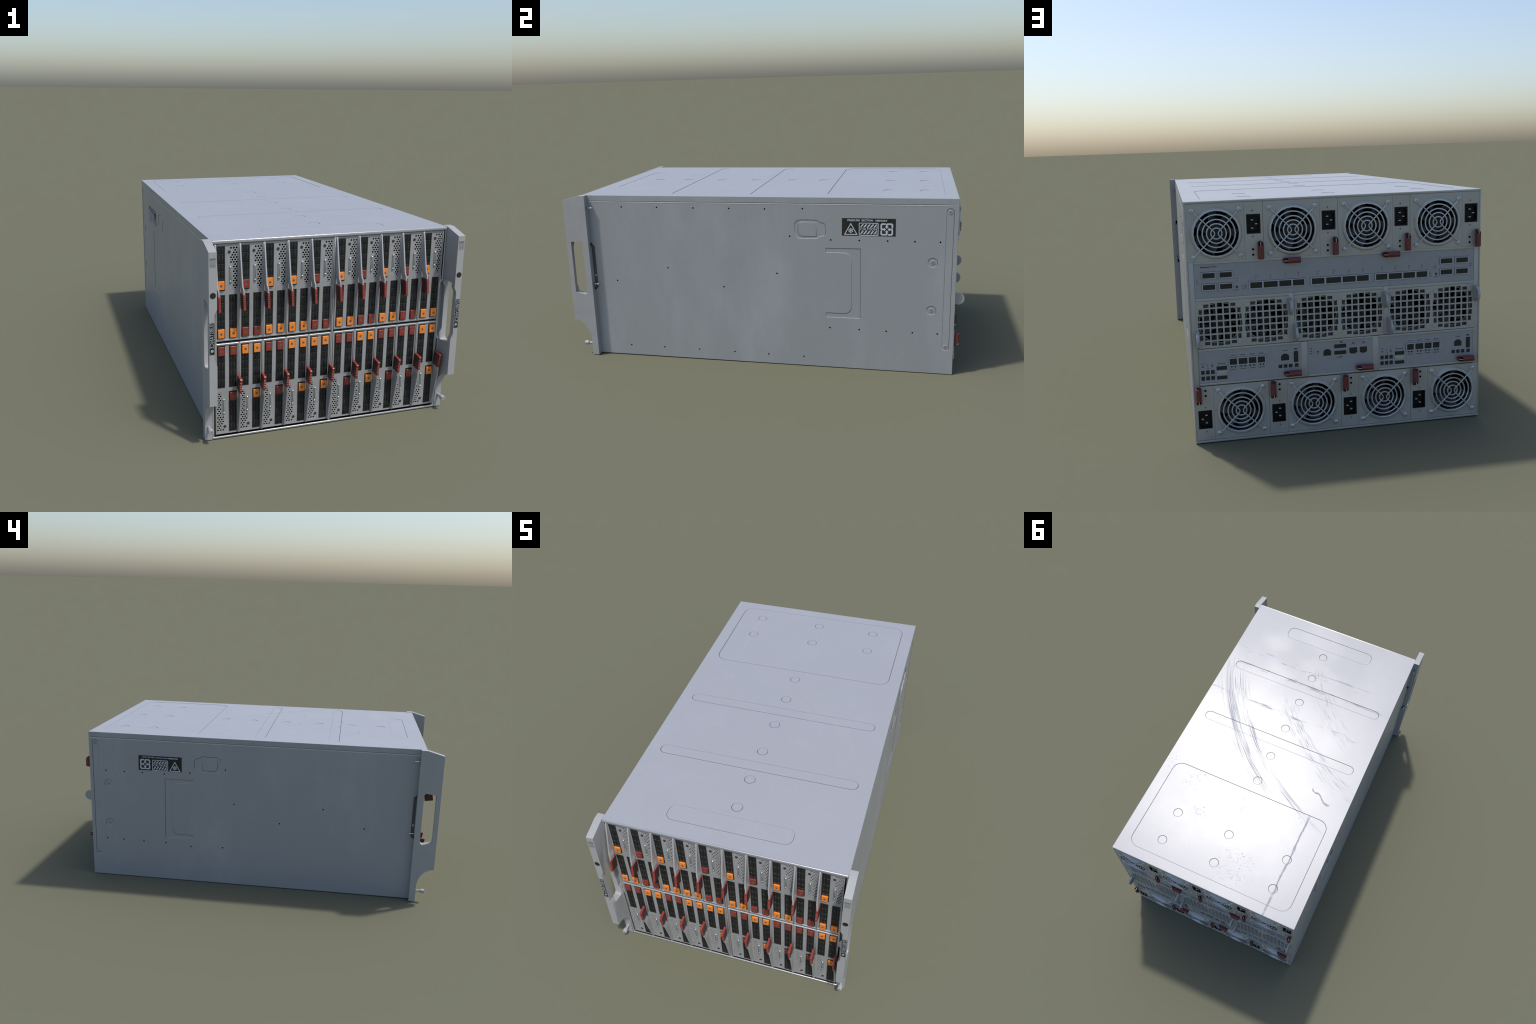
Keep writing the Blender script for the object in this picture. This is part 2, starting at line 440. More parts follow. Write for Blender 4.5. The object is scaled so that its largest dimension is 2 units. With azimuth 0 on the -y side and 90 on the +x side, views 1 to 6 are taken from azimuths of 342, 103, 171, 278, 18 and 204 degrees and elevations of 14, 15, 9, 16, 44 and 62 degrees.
class Sheet:
    """Thin printed marks laid on a face: origin, reading direction, up direction, outward normal."""
    def __init__(self, part, origin, right, up, h=0.0003):
        self.p, self.o, self.r, self.u = part, Vector(origin), Vector(right), Vector(up)
        self.n = self.r.cross(self.u)
        self.h = h
        self.k = 0
    def at(self, a, b, h):
        return self.o + self.r * a + self.u * b + self.n * h
    def poly(self, pts, mat, h=None):
        self.k += 1
        h = (self.h if h is None else h) + self.k * 6e-6
        self.p.loft([[self.at(a, b, 0) for a, b in pts], [self.at(a, b, h) for a, b in pts]], mat)
    def stroke(self, pts, w, mat, closed=False):
        n = len(pts)
        for i in range(n if closed else n - 1):
            a, b = Vector(pts[i]), Vector(pts[(i + 1) % n])
            d = (b - a).normalized()
            q = Vector((-d.y, d.x)) * (w / 2)
            e = d * (w * 0.35 if (closed or (0 < i)) else 0)
            g = d * (w * 0.35 if (closed or i < n - 2) else 0)
            self.poly([tuple(a - e - q), tuple(b + g - q), tuple(b + g + q), tuple(a - e + q)], mat)
    def text(self, s, a, b, size, mat, width=None, mirror=False, angle=0.0, weight=0.0):
        self.k += 1
        cu = bpy.data.curves.new("tmp_text", 'FONT')
        cu.body = s
        cu.size = size
        cu.align_x = 'CENTER'
        cu.align_y = 'CENTER'
        cu.resolution_u = 2
        cu.offset = weight
        cu.extrude = 0.5 * (self.h + self.k * 6e-6)
        ob = bpy.data.objects.new("tmp_text", cu)
        scene.collection.objects.link(ob)
        dg = bpy.context.evaluated_depsgraph_get()
        me = bpy.data.meshes.new_from_object(ob.evaluated_get(dg))
        t = bmesh.new()
        t.from_mesh(me)
        xs = [v.co.x for v in t.verts]
        sx = 1.0 if not width else width / (max(xs) - min(xs))
        ca, sa = math.cos(R(angle)), math.sin(R(angle))
        for v in t.verts:
            x, y, z = v.co.x * sx, v.co.y, v.co.z + cu.extrude
            if mirror:
                y = -y
            v.co = self.at(a + x * ca - y * sa, b + x * sa + y * ca, z)
        bmesh.ops.recalc_face_normals(t, faces=list(t.faces))
        self.p.take(t, mat)
        bpy.data.objects.remove(ob)
        bpy.data.curves.remove(cu)
        bpy.data.meshes.remove(me)

root = bpy.data.objects.new("blade_server_enclosure", None)
root.empty_display_size = 0.2
root["label"] = "grey metal rack server enclosure with twenty blades and red levers"
root["category"] = "blade server"
scene.collection.objects.link(root)

def put(name, mesh, parent=None, loc=(0, 0, 0), rot=(0, 0, 0)):
    ob = bpy.data.objects.new(name, mesh)
    ob.parent = parent or root
    ob.location = loc
    ob.rotation_euler = rot
    scene.collection.objects.link(ob)
    return ob

# ------------------------------------------------------------------ case
DEP, INS = 0.0012, 0.0024       # depth and slope width of marks pressed into the sides
TDEP, TINS = 0.0009, 0.0027     # shallower and narrower on the cover

def pressed(part, n_face, sign, outlines, plane, mat, thick=0.0008, depth=DEP, inset=INS, wall=None):
    """Floors and sloping walls of recesses; each item is (outline, [holes left in the floor])."""
    for out, inner in outlines:
        d = n_face - sign * depth
        fl = part.slope(out, inset, n_face, d, plane, wall or mat)
        part.plate([fl] + [i for i in inner], d - sign * thick, d, plane, mat)

# top cover with pressed circles, long slots and a large rear field
p = Part()
mids = [0.268, 0.093, -0.112, -0.314, -0.507, -0.683]
circ_mid = [ngon(-0.0025, y, 0.0258, 28) for y in mids]
circ_rear = [ngon(x, y, 0.0258, 28) for y in (0.8065, 0.6305) for x in (-0.3477, -0.002, 0.3118)]
slot_a = rrect(-0.4735, 0.4735, -0.0385, 0.0205, 0.0288, 8)
slot_b = rrect(-0.4735, 0.4735, -0.4475, -0.3885, 0.0288, 8)
slot_c = rrect(-0.2835, 0.2785, -0.8285, -0.7385, 0.036, 8)
field = rrect(-0.474, 0.474, 0.3425, 0.8995, 0.055, 9)
p.plate([rect(-0.535, 0.535, -0.9065, YB)] + circ_mid + [slot_a, slot_b, slot_c, field], ZT - 0.0024, ZT, 'T', M_TOP)
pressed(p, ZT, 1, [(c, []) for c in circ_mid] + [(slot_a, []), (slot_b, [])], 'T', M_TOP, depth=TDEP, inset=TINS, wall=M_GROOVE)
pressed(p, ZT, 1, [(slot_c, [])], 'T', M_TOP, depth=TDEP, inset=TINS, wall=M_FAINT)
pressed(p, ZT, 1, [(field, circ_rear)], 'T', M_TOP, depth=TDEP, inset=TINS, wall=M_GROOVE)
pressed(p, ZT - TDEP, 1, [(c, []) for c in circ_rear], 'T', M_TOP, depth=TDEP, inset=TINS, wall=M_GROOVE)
# folded-down edges of the cover
for s in (-1, 1):
    dimples = [ngon(y, 0.8475, 0.0026, 8) for y in (-0.719, -0.535, -0.347, -0.163, 0.02, 0.202, 0.3697, 0.5532, 0.734, 0.918)]
    p.plate([rect(-0.905, YB, 0.8335, ZT - 0.0021)] + dimples, s * 0.5331, s * 0.5351, 'S', M_SIDE)
    for y in (-0.719, -0.535, -0.347, -0.163, 0.02, 0.202, 0.3697, 0.5532, 0.734, 0.918):
        p.cyl(y, 0.8475, 0.0027, s * 0.5334, s * 0.5342, 'S', M_SIDE, 8)
put("top_cover", p.mesh("top_cover"))

# side panels
def side_panel(s):
    p = Part()
    x = s * HX
    if s > 0:
        dots = [(-0.694, .8035), (-0.504, .8035), (-0.313, .803), (-0.129, .803), (0.2352, .8066), (0.05, .803),
                (-0.4644, .4905), (-0.7498, .4123), (-0.1719, .4002), (-0.7013, .0545), (-0.5133, .0535), (-0.3208, .0525),
                (-0.1295, .051), (0.05, .049), (0.2326, .0474), (0.1711, .6704), (0.1038, .4804), (0.3708, .6565), (0.5063, .657),
                (0.6387, .657), (0.7644, .657), (0.8797, .657), (0.3645, .2095), (0.5091, .2064), (0.6396, .2049),
                (0.764, .2045), (0.8811, .2046)]
        lab = (0.424, 0.675, 0.680, 0.7642)
        fz = (0.2637, 0.6168, 0.2882, 0.5926)
        fy = (0.3437, 0.5139, 0.4690)
    else:
        dots = [(0.8621, .6399), (0.7534, .6399), (0.6478, .6397), (0.5199, .639), (0.3726, .654), (0.1696, .6837),
                (0.1189, .4873), (-0.1407, .3902), (0.8676, .2288), (0.7682, .227), (0.6472, .2254), (0.5172, .2254),
                (0.3672, .2128), (0.1822, .2198), (-0.381, .4908), (-0.6108, .3952)]
        lab = (0.418, 0.6675, 0.6553, 0.7407)
        fz = (0.2601, 0.6125, 0.2837, 0.589)
        fy = (0.3493, 0.517, 0.472)
    low = [(y, 0.0235) for y in (-0.7245, -0.5397, -0.352, -0.1676, 0.015, 0.1975, 0.3657, 0.5491, 0.7323, 0.916)]
    slot = rrect(0.9023, 0.9375, 0.1215, 0.817, 0.0172, 7)
    latch = (arc(0.2240, 0.7233, 0.0302, 0.0302, 180, 90, 5) + arc(0.2960, 0.7290, 0.024, 0.0245, 90, 40, 4)
             + [(0.3235, 0.7405)] + arc(0.3290, 0.7190, 0.0190, 0.0215, 90, 0, 5) + arc(0.3290, 0.6945, 0.0190, 0.0215, 0, -90, 5)
             + [(0.3235, 0.6725)] + arc(0.2960, 0.6840, 0.024, 0.0245, -40, -90, 4) + arc(0.2240, 0.6895, 0.0302, 0.0302, 270, 180, 5))
    island = [(0.3016, 0.6708), (0.3016, 0.7432)] + arc(0.2340, 0.7182, 0.0230, 0.025, 90, 180, 5) + arc(0.2340, 0.6958, 0.0230, 0.025, 180, 270, 5)
    scr_z = (0.5583, 0.3219) if s > 0 else (0.5640, 0.3270)
    scr = [ngon(0.8483, z, 0.0235, 24) for z in scr_z]
    r = 0.034
    cshape = ([(fy[0], fz[0]), (fy[1], fz[0]), (fy[1], fz[1]), (fy[0], fz[1]), (fy[0], fz[3])]
              + arc(fy[2] - r, fz[3] - r, r, r, 90, 0, 6) + arc(fy[2] - r, fz[2] + r, r, r, 0, -90, 6) + [(fy[0], fz[2])])
    holes = [ngon(y, z, 0.0043, 10) for y, z in dots] + [ngon(y, z, 0.0026, 8) for y, z in low]
    edge = [(-0.878, 0.002), (YB, 0.0), (YB, 0.8318), (-0.905, 0.8318), (-0.905, 0.613), (-0.878, 0.609), (-0.862, 0.594),
            (-0.862, 0.372), (-0.878, 0.357), (-0.905, 0.352), (-0.905, 0.0022)]
    p.plate([edge] + holes + [slot, latch, cshape] + scr, x - s * 0.0022, x, 'S', M_SIDE)
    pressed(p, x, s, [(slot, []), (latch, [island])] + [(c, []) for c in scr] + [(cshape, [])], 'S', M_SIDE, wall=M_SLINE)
    # raised island inside the latch pocket
    d = x - s * DEP
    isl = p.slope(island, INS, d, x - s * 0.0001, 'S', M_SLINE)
    p.plate([isl], x - s * 0.0010, x - s * 0.0001, 'S', M_SIDE)
    for y, z in dots:
        p.cyl(y, z, 0.0047, x - s * 0.0035, x - s * 0.0006, 'S', M_BLACK, 10)
    for y, z in low:
        p.cyl(y, z, 0.0029, x - s * 0.003, x - s * 0.0008, 'S', M_SIDE, 8)
    # folded lip along the top edge, coloured paler than the panel to draw its sunlit highlight
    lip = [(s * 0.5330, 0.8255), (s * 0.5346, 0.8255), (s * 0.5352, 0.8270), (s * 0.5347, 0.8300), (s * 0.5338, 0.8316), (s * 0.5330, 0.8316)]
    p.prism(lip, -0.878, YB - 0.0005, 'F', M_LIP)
    put("side_panel", p.mesh("side_panel"))
    # screws
    def screw(y, z, r, base):
        q = Part()
        q.cyl(y, z, r, base, base + s * 0.0016, 'S', M_SIDE, 18, cham=0.0006)
        for a in (30, 120):
            c, sn = math.cos(R(a)), math.sin(R(a))
            L, W = r * 0.72, r * 0.16
            q.prism([(y + c * L - sn * W, z + sn * L + c * W), (y - c * L - sn * W, z - sn * L + c * W),
                     (y - c * L + sn * W, z - sn * L - c * W), (y + c * L + sn * W, z + sn * L - c * W)],
                    base + s * 0.0010, base + s * (0.00168 + 0.00002 * (a > 90)), 'S', M_BADGE2)
        put("case_screw", q.mesh("case_screw"))
    for z in scr_z:
        screw(0.8483, z, 0.0105, d)
    for z in (0.7987, 0.1398):
        screw(0.9195, z, 0.0105, d)
    # warning label
    q = Part()
    y0, y1, z0, z1 = lab
    q.box(x - s * 0.0005, x + s * 0.0005, y0, y1, z0, z1, M_LABEL)
    put("warning_label", q.mesh("warning_label"))
    q = Part()
    W, H = y1 - y0, z1 - z0
    sh = Sheet(q, (x + s * 0.0005, (y0 + y1) / 2, (z0 + z1) / 2), (0, s, 0), (0, 0, 1), 0.0002)
    def triangle(cx, cy):
        w, h = 0.0585, 0.0520
        pts = [(cx - w / 2, cy - h / 2), (cx + w / 2, cy - h / 2), (cx, cy + h / 2)]
        sh.stroke(pts, 0.0042, M_INK, closed=True)
        sx, sy = cx, cy - 0.0075
        for k in range(6):
            a = R(90 + 60 * k)
            c, n = math.cos(a), math.sin(a)
            sh.stroke([(sx, sy), (sx + 0.0120 * c, sy + 0.0120 * n)], 0.0024, M_INK)
            for e in (-1, 1):
                b = a + e * R(38)
                sh.stroke([(sx + 0.0058 * c, sy + 0.0058 * n), (sx + 0.0058 * c + 0.0062 * math.cos(b), sy + 0.0058 * n + 0.0062 * math.sin(b))], 0.0020, M_INK)
        sh.poly(ngon(sx, sy, 0.0030, 8), M_INK)
    def caution(cx, cy):
        w, h = 0.0885, 0.0590
        o = rrect(cx - w / 2, cx + w / 2, cy - h / 2, cy + h / 2, 0.004, 3)
        sh.stroke(o, 0.0034, M_INK, closed=True)
        sh.text("CAUTION", cx, cy - 0.0005, 0.0172, M_INK, width=w * 0.88, weight=0.0003)
        hb = 0.0155
        for base in (cy + 0.0085, cy - 0.0085 - hb):
            for k in range(6):
                a = cx - w / 2 + 0.0045 + k * 0.0160
                quad = [(a - 0.003, base), (a + 0.0055, base), (a + 0.0175, base + hb), (a + 0.009, base + hb)]
                lo, hi = cx - w / 2 + 0.0036, cx + w / 2 - 0.0036
                quad = [(min(max(u, lo), hi), v) for u, v in quad]
                if k == 5:
                    quad = [(hi - 0.006, base), (hi, base), (hi, base + 0.008)]
                sh.poly(quad, M_INK)
    def arrows(cx, cy):
        for k in range(4):
            c, n = round(math.cos(R(90 * k))), round(math.sin(R(90 * k)))
            def rot(a, b):
                return (cx + a * c - b * n, cy + a * n + b * c)
            g = 0.0255
            path = [(-0.0245 + 0.019, g), (-g + 0.004, g), (-g, g - 0.004), (-g, 0.0042), (-g + 0.002, 0.0), (-0.0125, 0.0)]
            sh.stroke([rot(a, b) for a, b in path], 0.0076, M_INK)
            sh.poly([rot(-0.0135, -0.0092), rot(-0.0035, 0.0), rot(-0.0135, 0.0092)], M_INK)
    if s > 0:
        triangle(-0.0835, -0.0098); caution(0.0005, -0.0100); arrows(0.0845, -0.0090)
        sh.text("PRESSURE", -0.0705, 0.0320, 0.0118, M_INK, width=0.058, weight=0.0003)
        sh.text("SECTION", -0.0065, 0.0320, 0.0118, M_INK, width=0.054, weight=0.0003)
        sh.text("MEMORY", 0.0590, 0.0315, 0.0118, M_INK, width=0.056, weight=0.0003)
    else:
        arrows(-0.0865, -0.0075); caution(0.0000, -0.0110); triangle(0.0850, -0.0130)
        sh.text("MIND THE STEP", -0.0670, 0.0335, 0.0085, M_INK, width=0.070, weight=0.0002)
        sh.text("CONTROL ROOM", 0.0080, 0.0325, 0.0080, M_INK, width=0.070, weight=0.0002)
        sh.text("PRESSURE", 0.0745, 0.0325, 0.0098, M_INK, width=0.055, weight=0.0003)
    put("label_print", q.mesh("label_print"))
for s in (1, -1):
    side_panel(s)

# front frame: top bar, bottom bar, side flanges that step inwards at the hand pockets, centre post
p = Part()
p.box(-0.534, 0.534, -0.9128, -0.9045, 0.8475, ZT + 0.0003, M_RIM, 0.003, 3)
p.box(-0.534, 0.534, -0.9128, -0.9055, 0.0, 0.0088, M_RIM, 0.0025, 3)
fl = [(0.527, 0.007), (0.5338, 0.007), (0.5338, 0.343), (0.5215, 0.357), (0.5215, 0.604), (0.5338, 0.618), (0.5338, 0.850),
      (0.527, 0.850), (0.527, 0.622), (0.5145, 0.608), (0.5145, 0.353), (0.527, 0.339)]
for s in (-1, 1):
    p.prism([(s * a, b) for a, b in fl], -0.9108, -0.861, 'F', M_RIM, cham=0.0012)
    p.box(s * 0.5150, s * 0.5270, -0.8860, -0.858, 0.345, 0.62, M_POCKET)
    p.box(s * 0.5200, s * 0.5312, -0.8780, -0.8660, 0.4295, 0.4400, M_REAR, 0.001)
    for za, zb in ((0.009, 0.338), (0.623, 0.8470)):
        p.box(s * 0.5195, s * 0.5272, -0.9055, -0.8935, za, zb, M_BLACK)  # black filler block, makes the gap beside the blades read as deep shade
p.box(-0.0036, 0.0036, -0.9100, -0.890, 0.008, 0.848, M_RIM, 0.001)
put("front_frame", p.mesh("front_frame"))

# dark inner body and floor
p = Part()
p.box(-0.524, 0.524, -0.893, 0.895, 0.004, 0.8555, M_BLACK)
p.box(-0.532, 0.532, -0.9050, YB - 0.001, 0.0004, 0.0030, M_BLACK)
put("inner_body", p.mesh("inner_body"))

# ------------------------------------------------------------------ rack ears
def rack_ear(s):
    x0, x1, xm = 0.5348, 0.5675, 0.5450
    yf, yb = -0.9998, -0.879
    curve = arc(yf, 0.0900, 0.0873, 0.1068, 0, 90, 10)       # scooped cut-out near the foot
    prof = [(yb, 0.0008), (yb, 0.8630), (-0.9115, 0.8630), (yf, 0.8375)] + list(reversed(curve)) + [(yf + 0.0873, 0.0008)]
    hole = ([(-0.9766, 0.3505), (-0.9250, 0.3390), (-0.9160, 0.3430), (-0.9115, 0.3530), (-0.9115, 0.6150), (-0.9145, 0.6240), (-0.9230, 0.6300), (-0.9760, 0.6220)])
    p = Part()
    p.plate([prof, hole], s * xm, s * x1, 'S', M_EAR)
    f = MAP['S']
    # inner skin, absent at hand height so that fingers fit round the grip bar
    def upper(z, x):
        pts = [(yf, z), (-0.9766, z), (-0.9764, max(z, 0.6220)), (-0.9230, max(z, 0.6300)), (-0.9115, max(z, 0.6150)), (-0.9115, z), (yb, z),
               (yb, 0.8630), (-0.9115, 0.8630), (yf, 0.8375)]
        return [f(a, b, s * x) for a, b in pts]
    def lower(z, x):
        pts = [(yb, 0.0008), (yb, z), (-0.9115, z), (-0.9160, min(z, 0.3430)), (-0.9250, min(z, 0.3390)), (-0.9766, min(z, 0.3505)), (-0.9770, z), (yf, z)] + list(reversed(curve)) + [(yf + 0.0873, 0.0008)]
        return [f(a, b, s * x) for a, b in pts]
    e = 0.0
    p.box(s * 0.5348, s * (xm + 0.0004), -0.8900, yb, 0.3600, 0.6150, M_EAR)
    p.loft([upper(0.6060, x0), upper(0.5850, xm + e)], M_EAR)
    p.loft([lower(0.3680, x0), lower(0.3890, xm + e)], M_EAR)
    ear = put("rack_ear", p.mesh("rack_ear"))
    # thumb screw
    q = Part()
    cx, cz = s * 0.5515, 0.0608
    q.cyl(cx, cz, 0.0060, -0.905, -0.942, 'F', M_EAR, 18)
    q.cyl(cx, cz, 0.0098, -0.9385, -0.9415, 'F', M_EAR, 22, r1=0.0112)
    q.cyl(cx, cz, 0.0112, -0.9415, -0.9600, 'F', M_EAR, 22, cham=0.0018)
    for a in (20, 110):
        c, n = math.cos(R(a)), math.sin(R(a))
        q.prism([(cx + c * .0062 - n * .001, cz + n * .0062 + c * .001), (cx - c * .0062 - n * .001, cz - n * .0062 + c * .001),
                 (cx - c * .0062 + n * .001, cz - n * .0062 - c * .001), (cx + c * .0062 + n * .001, cz + n * .0062 - c * .001)],
                -0.958, -0.96015 - 0.00003 * (a > 90), 'F', M_BADGE2)
    put("thumb_screw", q.mesh("thumb_screw"), ear)
    # locating pins at the back
    q = Part()
    for z in (0.7985, 0.3940):
        q.cyl(s * 0.5510, z, 0.0060, -0.880, -0.876, 'F', M_BADGE2, 14)
        q.cyl(s * 0.5510, z, 0.0032, -0.880, -0.850, 'F', M_ZINC, 12, cham=0.001)
    put("locating_pin", q.mesh("locating_pin"), ear)
    # badge, round button, name strip
    q = Part()
    q.box(s * 0.5395, s * 0.5635, yf - 0.0003, yf + 0.001, 0.7775, 0.8145, M_BADGE)
    q.box(s * 0.5395, s * 0.5635, yf - 0.0005, yf + 0.001, 0.8065, 0.8143, M_BADGE2)
    for d in (-0.0055, 0.0055):
        q.box(s * (0.5515 + d) - 0.0019, s * (0.5515 + d) + 0.0019, yf - 0.0006, yf + 0.001, 0.7835, 0.7872, M_BADGE2)
    put("badge", q.mesh("badge"), ear)
    q = Part()
    q.cyl(s * 0.5515, 0.6640, 0.0122, yf + 0.001, yf - 0.0008, 'F', M_LABEL, 28, cham=0.0004)
    put("round_button", q.mesh("round_button"), ear)
    q = Part()
    q.box(s * 0.5464, s * 0.5664, yf - 0.0003, yf + 0.001, 0.4200, 0.5520, M_LABEL)
    put("name_strip", q.mesh("name_strip"), ear)
    q = Part()
    sh = Sheet(q, (s * 0.5564, yf - 0.0003, 0.486), (1, 0, 0), (0, 0, 1), 0.0002)
    sh.text("SUBSTANCE", 0.0, 0.0125, 0.0235, M_INK2, width=0.102, mirror=(s < 0), angle=-90, weight=0.0)
    sh.poly(ngon(-0.0005 * s, -0.0500, 0.0062, 16), M_INK2)
    sh.poly(ngon(-0.0055, -0.0610, 0.0014, 8), M_INK2)
    put("name_print", q.mesh("name_print"), ear)
for s in (1, -1):
    rack_ear(s)

# ------------------------------------------------------------------ blades (local: x about blade centre, z about ZC)
def zl(z):
    return z - ZC

BAYS = {"single": (-0.0424, -0.0074, 0.6515, 0.8370), "left": (-0.0424, -0.0080, 0.4465, 0.6340), "right": (0.0086, 0.0430, 0.4465, 0.6340)}
CELLS = {"single": [(0.8325, 0.8050), (0.8005, 0.7635), (0.7590, 0.7325), (0.7285, 0.7035)],
         "dual": [(0.6290, 0.5990), (0.5940, 0.5590), (0.5545, 0.5245), (0.5200, 0.4925)]}

# perforated vent field: staggered round holes, narrowed beside the status button and pull bar
vents, slits = [], []
z = 0.8275
row = 0
while z > 0.654:
    even = row % 2 == 0
    if row == 0 or 3 < row < 7 or row == 6:
        left = 0.0165
    elif row in (1, 2):
        left = 0.0285
    elif row == 3:
        left = 0.0225
    else:
        left = 0.0255
    xs = (0.0173, 0.0289, 0.0405) if even else (0.0231, 0.0347)
    for x in xs:
        if x >= left:
            vents.append((x, z))
    if not even:
        slits.append((0.0451, z))
        if row > 6:
            slits.append((0.0258, z))
        elif row in (1, 5):
            slits.append((0.0258 if row == 1 else 0.0142, z))
    z -= 0.00975
    row += 1
slits_last = [(0.0285, 0.6535), (0.0400, 0.6535)]

p = Part()
outl = [rect(-0.0500, 0.0500, zl(0.4385), zl(0.8452))]
for u0, u1, z0, z1 in BAYS.values():
    outl.append(rrect(u0, u1, zl(z0), zl(z1), 0.0012, 2))
outl += [ngon(x, zl(z), 0.0043, 8, R(22.5)) for x, z in vents]
outl += [rect(x - 0.0010, x + 0.0008, zl(z - 0.0030), zl(z + 0.0030)) for x, z in slits]
outl += [rect(x - 0.0032, x + 0.0032, zl(z - 0.0009), zl(z + 0.0009)) for x, z in slits_last]
p.plate(outl, -0.9060, -0.9035, 'F', M_PANEL)
# folded rim on the sides and inner end
for u0, u1 in ((-0.0513, -0.0474), (0.0472, 0.0513)):
    p.box(u0, u1, -0.9110, -0.8935, zl(0.4362), zl(0.6400), M_RIM, 0.0012)
    p.box(u0, u1, -0.9100, -0.8935, zl(0.6392), zl(0.8445), M_RIM, 0.0010)
prof = [(-0.8935, 0.4358), (-0.9062, 0.4358), (-0.9080, 0.4362), (-0.9092, 0.4374), (-0.9095, 0.4392), (-0.9093, 0.4424), (-0.9085, 0.4428), (-0.8935, 0.4428)]
p.prism([(a, zl(b)) for a, b in prof], -0.0513, 0.0513, 'S', M_RIM, cham=0.0006)
# inner walls of the drive bays
face_mesh = p.mesh("blade_faceplate")

def drive_mesh(name, u0, u1, z0, z1, cells):
    p = Part()
    g = 0.0008
    uc = (u0 + u1) / 2
    holes = []
    for a, b in cells:
        for e in (-1, 1):
            holes.append(rrect(uc + e * 0.0073 - 0.0049, uc + e * 0.0073 + 0.0049, zl(b), zl(a), 0.0014, 2))
    p.plate([rect(u0 + g, u1 - g, zl(z0 + g), zl(z1 - g))] + holes, -0.9070, -0.9030, 'F', M_DARK)
    p.box(u0 + g, u1 - g, -0.9022, -0.8960, zl(z0 + g), zl(z1 - g), M_BLACK)
    for a, b in cells:
        for e in (-1, 1):
            c = uc + e * 0.0073
            p.box(c - 0.0036, c + 0.0036, -0.9066, -0.9020, zl(b) + 0.0028, zl(a) - 0.0016, M_DARK, 0.0006)
            p.box(c - 0.0030, c + 0.0030, -0.9072, -0.9030, zl(b) - 0.0008, zl(b) + 0.0006, M_LEDGE, 0.0004)
    p.box(uc - 0.0007, uc + 0.0007, -0.9075, -0.9060, zl(cells[-1][1]), zl(cells[0][0]), M_DARK)
    return p.mesh(name)

def latch_mesh(name, uc, z0, z1, zdot, mat):
    p = Part()
    w = 0.0135
    f = MAP['F']
    ring = rrect(uc - w, uc + w, zl(z0), zl(z1), 0.0012, 2)
    ins = offset_poly(ring, 0.0008)
    p.loft([[f(u, v, -0.9015) for u, v in ring], [f(u, v, -0.9122) for u, v in ring], [f(u, v, -0.9130) for u, v in ins]], mat)
    p.cyl(uc, zl(zdot), 0.0052, -0.9120, -0.9133, 'F', M_DOT, 16)
    return p.mesh(name)

drive_meshes = {k: drive_mesh("drive_carrier", *BAYS[k], CELLS["single" if k == "single" else "dual"]) for k in BAYS}
latch_pos = {"single": (-0.0248, 0.6575, 0.6925, 0.6737), "left": (-0.0256, 0.4510, 0.4880, 0.4683), "right": (0.0256, 0.4510, 0.4880, 0.4683)}
latch_meshes = {(k, c): latch_mesh("drive_latch", *latch_pos[k], m) for k in BAYS for c, m in (("O", M_ORANGE), ("R", M_RED))}

# lever arm: a blade of sheet metal that leans out towards the grip and jogs sideways
p = Part()
rows = [(0.8460, -0.9095, -0.9000, -0.0493), (0.8440, -0.9120, -0.8990, -0.0493), (0.8400, -0.9138, -0.8990, -0.0493),
        (0.7300, -0.9368, -0.8990, -0.0493), (0.7020, -0.9427, -0.9000, -0.0493), (0.6760, -0.9480, -0.9120, -0.0490),
        (0.6690, -0.9502, -0.9150, -0.0474), (0.6630, -0.9524, -0.9175, -0.0458), (0.6560, -0.9540, -0.9200, -0.0453), (0.6380, -0.9555, -0.9230, -0.0453)]
t, cm = 0.0033, 0.0010
rings = []
for z, yfv, ybv, u in rows:
    rings.append([Vector((u - t, ybv, zl(z))), Vector((u - t, yfv + cm, zl(z))), Vector((u - t + cm, yfv, zl(z))),
                  Vector((u + t - cm, yfv, zl(z))), Vector((u + t, yfv + cm, zl(z))), Vector((u + t, ybv, zl(z)))])
p.loft(rings, M_LEVER)
lever_mesh = p.mesh("lever_arm", 40)

